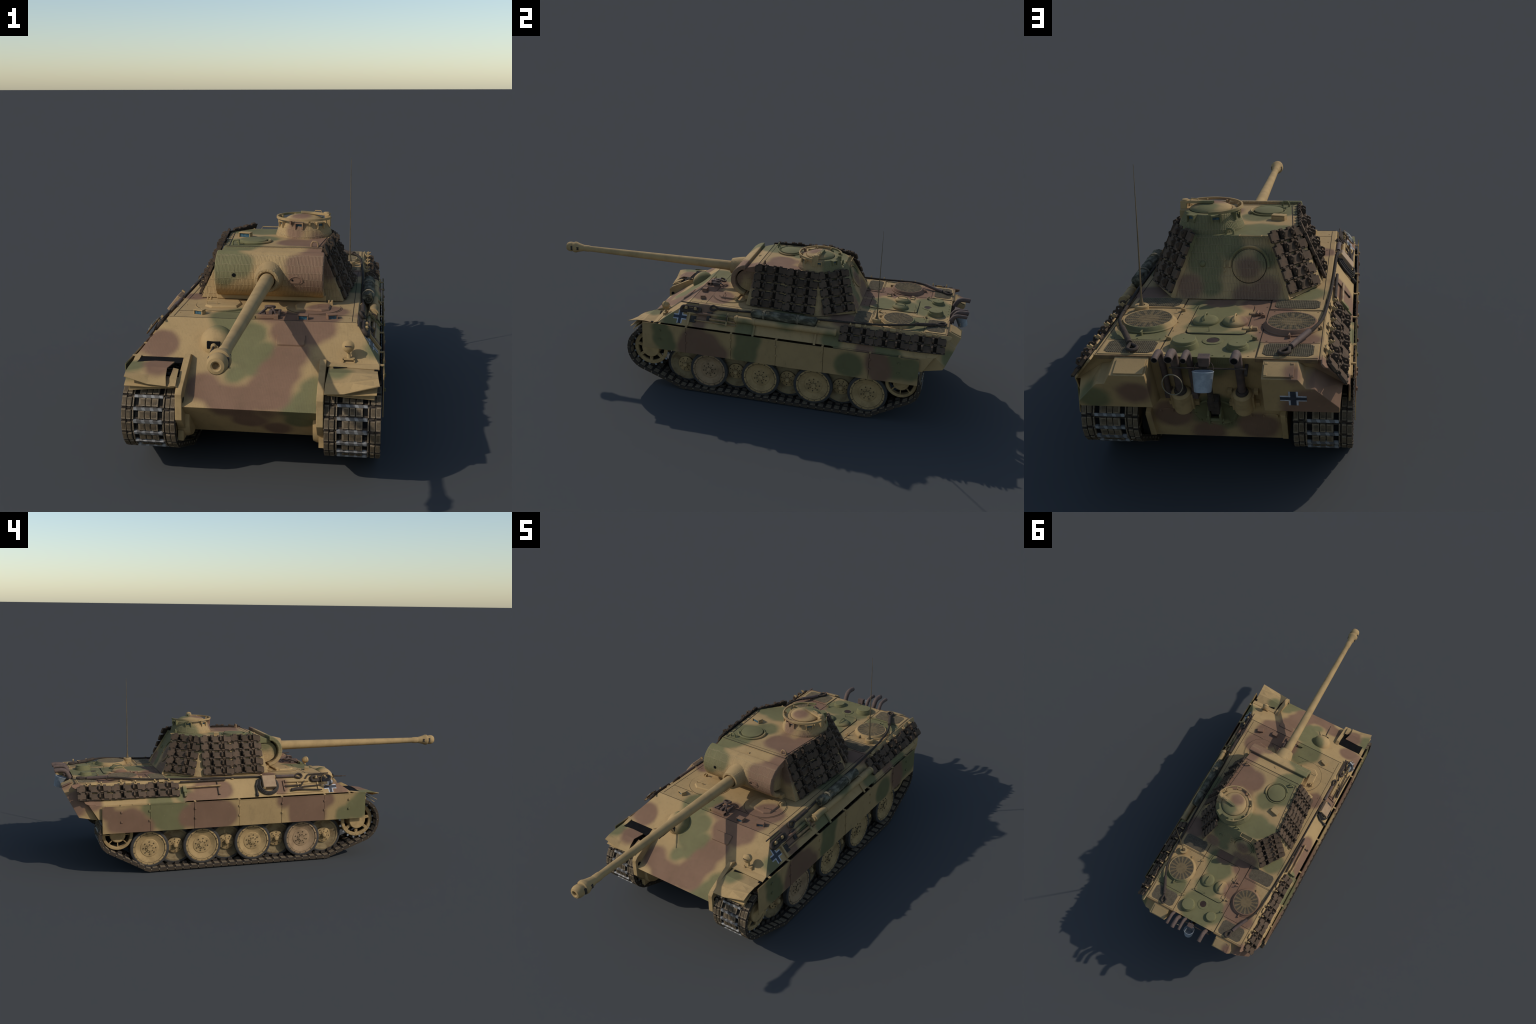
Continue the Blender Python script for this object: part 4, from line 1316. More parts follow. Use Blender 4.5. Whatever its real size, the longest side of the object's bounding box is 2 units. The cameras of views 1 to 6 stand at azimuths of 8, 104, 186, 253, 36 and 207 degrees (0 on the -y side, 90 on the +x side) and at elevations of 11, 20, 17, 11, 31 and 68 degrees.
# ----------------------------------------------------------------------------
# SPARE TRACK LINKS
# ----------------------------------------------------------------------------
def spare_link_mesh():
    W = 0.153
    s = Shape()
    t = 0.0075

    def plate(x0, x1, tops, bots, y0=-0.0130, y1=0.0098, up=0.0090, dn=0.0060, t0=0.0, t1=t):
        pts = [(x0, y0)]
        for a, b in sorted(bots):
            pts += [(a, y0), (a, y0 - dn), (b, y0 - dn), (b, y0)]
        pts += [(x1, y0), (x1, y1)]
        for a, b in sorted(tops, reverse=True):
            pts += [(b, y1), (b, y1 + up), (a, y1 + up), (a, y1)]
        pts += [(x0, y1)]
        out = []
        for p in pts:
            if not out or (abs(out[-1][0] - p[0]) + abs(out[-1][1] - p[1])) > 1e-6:
                out.append(p)
        if abs(out[0][0] - out[-1][0]) + abs(out[0][1] - out[-1][1]) < 1e-6:
            out.pop()
        s.prism([(W * a, b) for a, b in out], t0, t1)

    plate(-0.495, -0.264, [(-0.41, -0.29)], [(-0.445, -0.37)])
    plate(-0.168, 0.162, [(-0.164, -0.085), (0.075, 0.158)], [(-0.035, 0.045)], y0=-0.0105)
    plate(0.259, 0.495, [(0.262, 0.345)], [(0.39, 0.46)])
    # stepped mid plate shoulder
    s.prism([(W * -0.11, -0.0165), (W * 0.11, -0.0165), (W * 0.11, -0.011), (W * -0.11, -0.011)], 0.0, t * 0.98)
    s.box((0, -0.001, -0.0006), (W * 0.96, 0.031, 0.0030), mat=1)  # dark backing plate added so gaps between links look dark
    # slots: near-black bed added in place of depth, pin knuckle
    for c in (-0.215, 0.210):
        s.box((W * c, 0.000, 0.0015), (W * 0.096, 0.028, 0.0024), mat=2)
        s.box((W * c, -0.0168, 0.0045), (W * 0.080, 0.0055, 0.009))
        s.cyl((W * (c - 0.03), 0.0145, 0.004), (W * (c + 0.03), 0.0145, 0.004), 0.0024, n=8)
    # pin running through
    s.cyl((-W * 0.49, -0.0165, 0.0035), (W * 0.49, -0.0165, 0.0035), 0.0026, n=8, mat=1)
    # hollow guide horns
    for c, w in ((-0.142, 1), (0.136, -1)):
        out = [(-0.0105, t - 0.001), (0.0110, t - 0.001), (0.0115, 0.0150), (0.003, 0.0215), (-0.0085, 0.0160)]
        cx = sum(p[0] for p in out) / 5
        cz = sum(p[1] for p in out) / 5
        inn = [(cx + (a - cx) * 0.36, cz + (b - cz) * 0.36) for a, b in out]
        x0, x1 = W * c - 0.0036, W * c + 0.0036
        vs = [(x, a, b) for x in (x0, x1) for ring in (out, inn) for a, b in ring]
        fs = []
        for i in range(5):
            j = (i + 1) % 5
            fs += [(i, 5 + i, 5 + j, j), (10 + i, 10 + j, 15 + j, 15 + i), (i, j, 10 + j, 10 + i), (5 + j, 5 + i, 15 + i, 15 + j)]
        s.add(vs, fs)
    return s


spare = spare_link_mesh().done("spare_track_link", [M_LINK, M_LINKDARK, M_SLOT], hull, bevel=0.0)
spare_used = [False]


def place_spare(M, parent):
    M = M @ Matrix.Rotation(random.uniform(-0.028, 0.028), 4, 'Z') @ Matrix.Translation((random.uniform(-0.0006, 0.0006), random.uniform(-0.0006, 0.0006), random.uniform(0, 0.001)))
    if not spare_used[0]:
        spare_used[0] = True
        spare.parent = parent
        spare.matrix_world = M
        return spare
    return twin(spare, M, parent)


for sd in (1, -1):
    for c in range(3):
        for r in range(2):
            y = 0.4585 + 0.1530 * (c + 0.5)
            F = side_frame(sd, y, 0.3845 - 0.0295 * r, 0.005)
            place_spare(F, hull)
    s = Shape()
    for c in range(3):
        for dx in (-0.033, 0.032):
            F = side_frame(sd, 0.4585 + 0.1530 * (c + 0.5), 0.404, 0.010)
            s.box((dx, 0.0, 0.006), (0.006, 0.010, 0.010), F)
            s.cyl(F @ V((dx, -0.004, 0.008)), F @ V((dx, -0.004, 0.016)), 0.0028, n=6)
        s.box((0, 0, 0), (0.026, 0.012, 0.004), side_frame(sd, 0.4585 + 0.153 * (c + 0.5), 0.4045, 0.008))
    hull_part(s, "link_hanger", M_HULL, bevel=0.0006)

# ----------------------------------------------------------------------------
# TURRET
# ----------------------------------------------------------------------------
ROOF = 0.5805
TB = [(0.235, 0.005), (0.265, 0.352), (0.170, 0.507)]
TT = [(0.163, 0.034), (0.189, 0.332), (0.113, 0.416)]


def corner_ring(pts, z, rnd=0.02):
    """plan outline with the shoulder corner rounded off"""
    f, c, r = [V((a, b)) for a, b in pts]
    pr = []
    for t in (0.0, 0.33, 0.66, 1.0):
        a = c + (f - c).normalized() * rnd
        b = c + (r - c).normalized() * rnd
        p = a * (1 - t) ** 2 + c * 2 * t * (1 - t) + b * t * t
        pr.append(p)
    R = [f] + pr + [r]
    out = [(p.x, p.y, z) for p in R] + [(-p.x, p.y, z) for p in reversed(R)]
    return out


low, high = corner_ring(TB, DECK + 0.002, 0.030), corner_ring(TT, ROOF, 0.024)
n = len(low)
s = Shape()
s.add(low + high, [tuple(range(n))[::-1], tuple(range(n, 2 * n))] + [(i, (i + 1) % n, n + (i + 1) % n, n + i) for i in range(n)])
turret = s.done("turret", M_TURRET_Z, smooth=25, bevel=0.0012)


def tpart(s, name, mats, **kw):
    return s.done(name, mats, turret, **kw)


# side plate ends standing proud of the rear plate
for sd in (1, -1):
    s = Shape()
    a, b = V((sd * 0.170, 0.507, DECK + 0.003)), V((sd * 0.113, 0.416, ROOF - 0.001))
    F = frame(a, b - a, (sd * 0.5, 0.2, 0))
    s.box(((b - a).length / 2, 0.0, 0.0), ((b - a).length, 0.013, 0.008), F)
    tpart(s, "turret_corner_strip", M_TURRET, bevel=0.002)
# turret ring under the body
s = Shape()
s.lathe([(0.20, -0.001), (0.20, 0.004)], at(0, 0.235, DECK), 48)
tpart(s, "turret_ring", M_SEAM)

# roof front strip sloping to the gun shield
s = Shape()
s.add([(-0.163, 0.0335, 0.5785), (0.163, 0.0335, 0.5785), (0.160, -0.030, 0.5590), (-0.160, -0.030, 0.5590),
       (-0.163, 0.0335, 0.545), (0.163, 0.0335, 0.545), (0.160, -0.030, 0.545), (-0.160, -0.030, 0.545)],
      [(0, 3, 2, 1), (4, 5, 6, 7), (3, 7, 6, 2), (0, 1, 5, 4), (1, 2, 6, 5), (0, 4, 7, 3)])
tpart(s, "roof_front_plate", M_TURRET, bevel=0.0012)
s = Shape()
s.box((0, 0.0365, ROOF + 0.0004), (0.318, 0.0020, 0.0016))
s.box((0, 0.053, ROOF + 0.0000), (0.310, 0.0010, 0.0012))
tpart(s, "roof_joint", M_SEAM)
s = Shape()
s.box((-0.001, 0.006, 0.5715), (0.012, 0.010, 0.004), top=(0.7, 0.7))
tpart(s, "roof_lug", M_TURRET)

# gun shield: thick curved shell
outer = [(-0.018, 0.5790), (-0.034, 0.5765), (-0.050, 0.5685), (-0.0655, 0.5560), (-0.0780, 0.5395), (-0.0850, 0.5220), (-0.0875, 0.5040), (-0.0850, 0.4850),
         (-0.0770, 0.4665), (-0.0650, 0.4515), (-0.0480, 0.4385), (-0.0330, 0.4320), (-0.020, 0.4305)]
inner = [(-0.016, 0.4450), (-0.030, 0.4490), (-0.0420, 0.4560), (-0.0535, 0.4670), (-0.0610, 0.4800), (-0.0650, 0.4950), (-0.0650, 0.5120), (-0.0600, 0.5290), (-0.0490, 0.5440), (-0.0340, 0.5540), (-0.018, 0.5570)]
s = Shape()
poly = outer + inner
s.prism([(y, z) for y, z in poly], -0.175, 0.175, frame((0, 0, 0), (0, 1, 0), (0, 0, 1)))
mant = tpart(s, "gun_shield", M_TURRET_Z, smooth=32, bevel=0.0045, seg=3)
s = Shape()
drum = [(-0.0620, 0.502)] + [(0.010 + 0.068 * math.cos(a), 0.502 + 0.057 * math.sin(a)) for a in [math.pi - 0.3 - i * 0.25 for i in range(1, 9)]]
pr = [(0.012 + 0.0745 * math.cos(a), 0.5015 + 0.0545 * math.sin(a)) for a in [math.pi / 2 + math.pi * i / 16 for i in range(17)]]
s.prism(pr + [(0.030, 0.447), (0.030, 0.556)], -0.154, 0.154, frame((0, 0, 0), (0, 1, 0), (0, 0, 1)))
s.done("shield_drum", M_TURRET_Z, mant, smooth=32)
s = Shape()
s.box((0, -0.004, 0.424), (0.36, 0.022, 0.020))
s.done("shield_sill", M_TURRET, mant, bevel=0.002)

# collar
GZ, GX = 0.5040, 0.001
F = frame((GX, 0, GZ), (1, 0, 0), (0, 0, 1))   # local Z -> -y
s = Shape()
s.lathe([(0.050, 0.068), (0.0475, 0.086), (0.0440, 0.104), (0.0385, 0.126), (0.0370, 0.132), (0.0300, 0.1335), (0.0262, 0.1300), (0.0250, 0.110)], F, 28)
s.done("barrel_collar", M_TURRET_Z, mant, smooth=32)
# black studs in place of the gun sight and coaxial openings
s = Shape()
s.cyl((-0.111, -0.080, 0.510), (-0.111, -0.0885, 0.510), 0.0062, n=16)
s.cyl((0.077, -0.080, 0.4985), (0.077, -0.0892, 0.4985), 0.0032, n=12)
s.done("sight_stud", M_BLACK, mant)
s = Shape()
F2 = frame((0.088, -0.0865, 0.498), (1, 0, 0), (0, -0.06, 1))
s.prism(rounded(-0.023, 0.023, -0.010, 0.012, 0.009), -0.003, 0.0016, F2)
s.lathe([(0.0055, 0.0), (0.0055, 0.0026), (0, 0.003)], F2 @ at(0.010, -0.002, 0), 14)
s.ring(F2 @ at(0.0, -0.002, 0.0022), 0.0185, 0.0016, 20, 6, sx=1.15, sy=0.75, a0=0.0, a1=math.pi)
s.done("machine_gun_cover", M_TURRET, mant, smooth=40)

# gun barrel
s = Shape()
prof = [(0.0, 0.10), (0.0235, 0.10), (0.0232, 0.145), (0.0215, 0.25), (0.0195, 0.40), (0.0172, 0.58), (0.0150, 0.76), (0.0138, 0.875), (0.0150, 0.878), (0.0160, 0.886), (0.0160, 0.902), (0.0150, 0.907)]
s.lathe(prof, F, 28)
gun = tpart(s, "gun_barrel", M_GUN, smooth=40)
# muzzle brake: two flared baffles with dark blocks in place of side windows
s = Shape()
s.lathe([(0.0148, 0.905), (0.0165, 0.914), (0.0205, 0.932), (0.0240, 0.943), (0.0268, 0.950), (0.0272, 0.955), (0.0262, 0.961), (0.0215, 0.964), (0.0215, 0.970),
         (0.0238, 0.974), (0.0240, 0.984), (0.0222, 0.992), (0.0185, 0.9985), (0.0120, 1.0), (0.0088, 0.998), (0.0085, 0.930)], F, 28)
mb = s.done("muzzle_brake", M_GUN, gun, smooth=35)
s = Shape()
for q in (1, -1):
    s.box((q * 0.0185, 0.0, 0.940), (0.0085, 0.016, 0.018), F)
    s.box((q * 0.0200, 0.0, 0.9675), (0.0070, 0.022, 0.0105), F)
s.done("brake_window_block", grainy("dark_window_fill", (0.05, 0.038, 0.028), (0.03, 0.024, 0.02), 60, 0.8), mb, bevel=0.001)  # solid dark blocks on the brake sides, no windows are cut
s = Shape()
s.lathe([(0.0088, 0.998), (0.0080, 0.990), (0, 0.984)], F, 20)
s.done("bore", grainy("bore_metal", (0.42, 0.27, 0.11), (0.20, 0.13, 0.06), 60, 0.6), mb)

# commander's cupola
CX, CY = 0.080, 0.312
F = at(CX, CY, ROOF)
s = Shape()
s.lathe([(0.101, -0.010), (0.101, 0.004), (0.099, 0.010), (0.0935, 0.026), (0.0875, 0.040), (0.0825, 0.050), (0.0790, 0.0545), (0.070, 0.0565), (0.066, 0.0560), (0.064, 0.0550), (0, 0.0550)], F, 40)
cup = tpart(s, "cupola", M_TURRET_Z, smooth=32)
s = Shape()
s.lathe([(0.0640, 0.0540), (0.0640, 0.0590), (0.062, 0.0615), (0.052, 0.0670), (0.036, 0.0715), (0.018, 0.0738), (0, 0.0745)], F, 36)
s.done("cupola_hatch", M_TURRET, cup, smooth=40)
s = Shape()
s.lathe([(0.0655, 0.0545), (0.0655, 0.0572)], F, 36)
s.done("hatch_joint_band", M_SEAM, cup)  # dark band round the lid stands in for its gap
# seven hooded vision blocks
for i in range(7):
    a = math.radians(-97 + 360 / 7 * i)
    M = F @ at(0.0775 * math.cos(a), 0.0775 * math.sin(a), 0.0375, a + math.pi / 2)
    s = Shape()
    w = 0.030
    s.box((0, 0.0, 0.0155), (w, 0.034, 0.0045), M)
    s.box((-w / 2 + 0.002, 0, 0.005), (0.004, 0.034, 0.021), M)
    s.box((w / 2 - 0.002, 0, 0.005), (0.004, 0.034, 0.021), M)
    s.box((0, 0.012, 0.004), (w - 0.008, 0.010, 0.0195), M)
    vb = s.done("vision_block", M_TURRET, cup, bevel=0.0008)
    g = Shape()
    g.box((0, -0.003, 0.0055), (w - 0.009, 0.012, 0.012), M)
    g.done("vision_glass", M_GLASS, vb)
# anti-aircraft mounting ring (open at the side of the swing arm)
s = Shape()
N1 = 44
a0, a1 = math.radians(95), math.radians(350)
ringv, ringf = [], []
for i in range(N1 + 1):
    a = a0 + (a1 - a0) * i / N1
    for r, z in ((0.0940, 0.0605), (0.0990, 0.0605), (0.0990, 0.0685), (0.0940, 0.0685)):
        ringv.append((r * math.cos(a), r * math.sin(a), z))
for i in range(N1):
    for k in range(4):
        ringf.append((i * 4 + k, i * 4 + (k + 1) % 4, (i + 1) * 4 + (k + 1) % 4, (i + 1) * 4 + k)[::-1])
ringf += [(0, 1, 2, 3), tuple(N1 * 4 + k for k in (3, 2, 1, 0))]
s.add(ringv, ringf, F)
s.done("gun_ring", M_TURRET, cup, smooth=40)
s = Shape()
for i in range(6):
    a = math.radians(95 + 255 * (i + 0.5) / 6)
    M = F @ at(0.090 * math.cos(a), 0.090 * math.sin(a), 0.052, a)
    s.box((0, 0, 0.004), (0.012, 0.005, 0.018), M)
s.done("ring_brackets", M_TURRET, cup)
# swing arm of the hatch and its handle
s = Shape()
A, B = V((0.166, 0.303, 0.6555)), V((0.072, 0.325, 0.6600))
Fa = frame((A + B) / 2, B - A, (0, 1, 0))
L = (B - A).length
s.prism([(-L / 2 - 0.006, -0.013), (L / 2, -0.006), (L / 2 + 0.006, 0.0), (L / 2, 0.006), (-L / 2 - 0.006, 0.013)], -0.004, 0.004, Fa)
s.box((0.164, 0.304, 0.632), (0.020, 0.026, 0.042))
s.lathe([(0.010, 0), (0.010, 0.006), (0.0, 0.007)], at(0.160, 0.305, 0.6575), 14)
arm = s.done("hatch_swing_arm", M_TURRET, cup, bevel=0.0012)
s = Shape()
s.tube([(0.142, 0.311, 0.660), (0.140, 0.311, 0.667), (0.119, 0.316, 0.667), (0.117, 0.316, 0.660)], 0.0016, 6)
s.done("arm_handle", M_TURRET, cup)

# loader's round hatch
s = Shape()
F = at(-0.079, 0.137, ROOF)
s.lathe([(0.0560, -0.001), (0.0560, 0.0035), (0.0545, 0.0045), (0.0510, 0.0045), (0.0505, 0.002)], F, 36)
lh = tpart(s, "hatch_rim", M_TURRET, smooth=32)
s = Shape()
s.lathe([(0.0508, 0.001), (0.0508, 0.0024), (0.040, 0.0024)], F, 36)
s.done("rim_gap_floor", M_BLACK, lh)  # black ring on the gap floor stands in for depth
s = Shape()
s.lathe([(0.0475, 0.0), (0.0475, 0.0065), (0.0460, 0.0085), (0.0440, 0.0092), (0, 0.0098)], F, 36)
s.done("loader_hatch", M_TURRET, lh, smooth=32)
s = Shape()
s.ring(F @ at(0, 0, 0.004), 0.0585, 0.0042, 24, 6, a0=math.radians(-150), a1=math.radians(30))
s.done("splash_guard", M_TURRET, lh, smooth=50)
# loader's periscope hood
periscope("periscope_hood", -0.121, 0.233, ROOF, -0.24, turret, (0.044, 0.024, 0.017), M_TURRET)
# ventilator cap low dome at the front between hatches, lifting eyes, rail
def lifting_eye(x, y, z, yaw, tilt=0.0):
    M = at(x, y, z, yaw, tilt)
    s = Shape()
    pts = [M @ V(p) for p in ((-0.011, 0, -0.003), (-0.011, 0, 0.010), (-0.006, 0, 0.0175), (0.006, 0, 0.0175), (0.011, 0, 0.010), (0.011, 0, -0.003))]
    s.tube(pts, 0.0034, 8)
    tpart(s, "lifting_eye", M_TURRET, smooth=50)


lifting_eye(-0.128, 0.065, ROOF, 0.0)
lifting_eye(0.136, 0.064, ROOF, 0.0)
lifting_eye(0.010, 0.405, ROOF, 0.0, 0.0)
s = Shape()
s.tube([(-0.022, 0.412, ROOF), (-0.022, 0.437, ROOF + 0.005), (-0.087, 0.439, ROOF + 0.005), (-0.087, 0.413, ROOF)], 0.0018, 6)
tpart(s, "grab_rail", M_YELLOW)

# rear escape hatch, pistol port
ta = V((0, 0.507, DECK + 0.002)); tb = V((0, 0.416, ROOF))
t_up = (tb - ta).normalized()


def turret_rear(x, z, h=0.0):
    t = (z - ta.z) / (tb.z - ta.z)
    p = ta.lerp(tb, t)
    n = V((-1, 0, 0)).cross(t_up)
    return frame(V((x, p.y, p.z)) + n * h, (-1, 0, 0), t_up)


F = turret_rear(-0.053, 0.500)
s = Shape()
s.lathe([(0.0515, -0.001), (0.0515, 0.0012), (0.040, 0.0012)], F, 44)
gp = tpart(s, "rear_hatch_backing", M_SEAM)  # dark disc behind the lid shows as its outline, no gap is cut
s = Shape()
s.lathe([(0.0498, 0.0), (0.0498, 0.0026), (0.0486, 0.0034), (0.003, 0.0040), (0.0025, 0.0025), (0, 0.0025)], F, 44)
s.done("rear_escape_hatch", M_TURRET_Z, gp, smooth=40)
s = Shape()
for i in range(24):
    pass
s.ring(F @ at(0, 0, 0.003), 0.0580, 0.0036, 30, 6, a0=math.radians(-5), a1=math.radians(185))
s.done("hatch_drip_rail", M_TURRET, gp, smooth=50)
s = Shape()
F = turret_rear(0.086, 0.504)
s.lathe([(0.0085, -0.001), (0.0085, 0.003), (0.0065, 0.0055), (0, 0.0065)], F, 20)
tpart(s, "pistol_port_plug", M_TURRET, smooth=45)
s = Shape()
F = turret_rear(0.020, 0.500)
s.box((0, 0, 0.002), (0.006, 0.012, 0.005), F)
s.cyl(F @ V((0, -0.016, 0)), F @ V((0, -0.016, 0.004)), 0.003, n=8)
s.cyl(F @ V((0, 0.016, 0)), F @ V((0, 0.016, 0.004)), 0.003, n=8)
tpart(s, "hatch_latch", M_TURRET)

# spare links hung on the turret sides
for sd in (1, -1):
    # side panel: two links wide, five rows
    bf, br = V((sd * 0.2365, 0.028, 0.4125)), V((sd * 0.2630, 0.332, 0.4145))
    tf, trr = V((sd * 0.1585, 0.031, 0.5905)), V((sd * 0.1845, 0.331, 0.5920))
    def panel(bf, br, tf, trr, cols, rows=5, lift=(0.002 if sd > 0 else 0.006)):
        nrm = (br - bf).cross(tf - bf).normalized()
        if nrm.x * sd < 0:
            nrm = -nrm
        for c in range(cols):
            for r in range(rows):
                u, w = (c + 0.5) / cols, (r + 0.5) / rows
                p = (bf.lerp(br, u)).lerp(tf.lerp(trr, u), w)
                upd = (tf.lerp(trr, u) - bf.lerp(br, u)).normalized()
                x = upd.cross(nrm)
                F = frame(p + nrm * lift, x, upd)
                place_spare(F, turret)
    panel(bf, br, tf, trr, 2)
    bf, br = V((sd * 0.251, 0.368, 0.4190)), V((sd * 0.171, 0.500, 0.4190))
    tf, trr = V((sd * 0.172, 0.325, 0.5860)), V((sd * 0.092, 0.450, 0.5860))
    # keep the panel on the rear quarter plate
    panel(bf, br, V((sd * 0.181, 0.317, 0.593)), V((sd * 0.104, 0.440, 0.593)), 1, 5, 0.004)
    s = Shape()
    for i in range(8):
        y = 0.06 + i * 0.036
        p = V((sd * (0.160 + 0.0265 * (y - 0.03) / 0.3), y, ROOF - 0.001))
        s.cyl(p - V((sd * 0.012, 0, 0)), p + V((sd * 0.010, 0, 0.002)), 0.0012, n=6)
    s.cyl((sd * 0.148, 0.05, ROOF + 0.0005), (sd * 0.172, 0.32, ROOF + 0.0005), 0.0012, n=6)
    tpart(s, "link_hanger_hooks", M_STEEL, stuff=True)

# ----------------------------------------------------------------------------
# RUNNING GEAR
# ----------------------------------------------------------------------------
AXLE0, AXLE_STEP, AXLE_Z = -0.2565, 0.1224, 0.1075
WR = 0.0892


def on_axis(x):
    """local Z of lathe -> +x"""
    return frame((x, 0, 0), (0, 1, 0), (0, 0, 1))


def outer_wheel(paint):
    s = Shape()
    A = on_axis(0.0)
    # outer disc (face at x = 0.0, outward +x), then the inner disc
    s.lathe([(0.0775, -0.020), (0.0775, -0.001), (0.0755, 0.0), (0.0705, 0.0), (0.0690, -0.0025), (0.0670, -0.0025), (0.0600, -0.0060), (0.0440, -0.0130), (0.0420, -0.0130),
             (0.0400, -0.0110), (0.0210, -0.0095), (0.0190, -0.0070), (0.0125, -0.0065), (0.0115, -0.0035), (0, -0.0030)], A, 40,
            mats=[0, 0, 0, 0, 1, 0, 0, 0, 0, 0, 0, 0, 1, 0])
    s.lathe([(0, -0.024), (0.06, -0.022), (0.0775, -0.020)], A, 40)
    for k, r, z, q in ((16, 0.0728, 0.0, 0.0026), (8, 0.0285, -0.0098, 0.0034), (8, 0.0168, -0.0068, 0.0026)):
        for i in range(k):
            a = TAU * (i + 0.5) / k
            c = (z, r * math.cos(a), r * math.sin(a))
            s.cyl((z - 0.001, c[1], c[2]), (z + 0.0022, c[1], c[2]), q, q * 0.85, 6, 1)
    ob = s.done("road_wheel", [paint, M_BOLT], root, smooth=32)
    t = Shape()
    t.lathe([(0.0770, -0.022), (0.0850, -0.022), (WR, -0.019), (WR, -0.003), (0.0850, 0.0), (0.0790, 0.0006), (0.0772, -0.0008)], A, 40)
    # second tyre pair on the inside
    tyre = t.done("tyre", M_RUBBER, ob, smooth=32)
    return ob, tyre


def inner_wheel():
    s = Shape()
    A = on_axis(0.0)
    s.lathe([(0, -0.048), (0.05, -0.048), (0.0775, -0.046), (0.0775, -0.001), (0.0745, 0.0), (0.0690, 0.0), (0.0660, -0.003), (0.0480, -0.007), (0.0380, -0.007), (0.0375, -0.003), (0.0350, -0.002)], A, 36)
    s.lathe([(0.0375, -0.006), (0.0370, 0.001), (0.0340, 0.003), (0.0190, 0.004), (0.0170, 0.005), (0.0125, 0.006)], A, 32, 1)
    s.lathe([(0.0125, 0.004), (0.0122, 0.012), (0.0108, 0.0175), (0.0070, 0.0215), (0, 0.0230)], A, 18, 1)
    for i in range(8):
        a = TAU * i / 8
        for r, z, q in ((0.0285, 0.003, 0.0030), (0.0175, 0.0045, 0.0022)):
            s.cyl((z - 0.001, r * math.cos(a), r * math.sin(a)), (z + 0.003, r * math.cos(a), r * math.sin(a)), q, q * 0.85, 6, 2)
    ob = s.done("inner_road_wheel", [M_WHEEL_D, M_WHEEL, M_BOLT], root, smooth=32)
    t = Shape()
    t.lathe([(0.0770, -0.047), (0.0850, -0.047), (WR, -0.045), (WR, -0.003), (0.0850, -0.0005), (0.0790, 0.0006), (0.0772, -0.0008)], A, 36)
    tyre = t.done("tyre", M_RUBBER, ob, smooth=32)
    return ob, tyre


def place_pair(ob, tyre, M, first):
    if first:
        ob.matrix_world = M
        tyre.matrix_world = M
        return
    c = twin(ob, M, root)
    d = twin(tyre, M, c)


ow, ot = outer_wheel(M_WHEEL)
owb, otb = outer_wheel(M_WHEEL_B)
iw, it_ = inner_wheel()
# wheels need plain parenting so that world matrices survive
for o in (ot, otb, it_):
    o.parent = None
XO, XI = 0.343, 0.309
used = {}
bpy.context.view_layer.update()


def set_wheel(kind, sd, x, y):
    ob, ty = kind
    R = ID if sd > 0 else Matrix.Rotation(math.pi, 4, 'Z')
    spin = Matrix.Rotation(random.uniform(0, TAU), 4, 'X')
    M = Matrix.Translation((sd * x, y, AXLE_Z)) @ R @ spin
    if not used.get(ob.name):
        used[ob.name] = True
        a, b = ob, ty
    else:
        a, b = ob.copy(), ty.copy()
        bpy.context.scene.collection.objects.link(a)
        bpy.context.scene.collection.objects.link(b)
    a.parent = root
    a.matrix_basis = M
    b.parent = a
    b.matrix_parent_inverse = ID
    b.matrix_basis = ID
    return a


for sd in (1, -1):
    for k in range(8):
        y = AXLE0 + AXLE_STEP * k
        if k % 2:
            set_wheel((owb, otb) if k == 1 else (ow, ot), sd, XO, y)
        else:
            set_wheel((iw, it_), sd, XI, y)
    # inner rows of the overlapping suspension, swing arms
    s = Shape()
    for k in range(8):
        y = AXLE0 + AXLE_STEP * k
        x0 = 0.228 if k % 2 else 0.2405
        s.lathe([(0, -0.008), (0.0865, -0.008), (0.0872, -0.004), (0.0872, 0.006), (0.0865, 0.008), (0, 0.008)], frame((sd * (x0 - (0.0 if k % 2 else 0.002)), y, AXLE_Z), (0, sd, 0), (0, 0, 1)), 28)
        s.cyl((sd * 0.185, y, AXLE_Z), (sd * 0.30, y, AXLE_Z), 0.016, n=12)
    s.done("inner_wheel_rows", M_RUBBER, root, smooth=32)

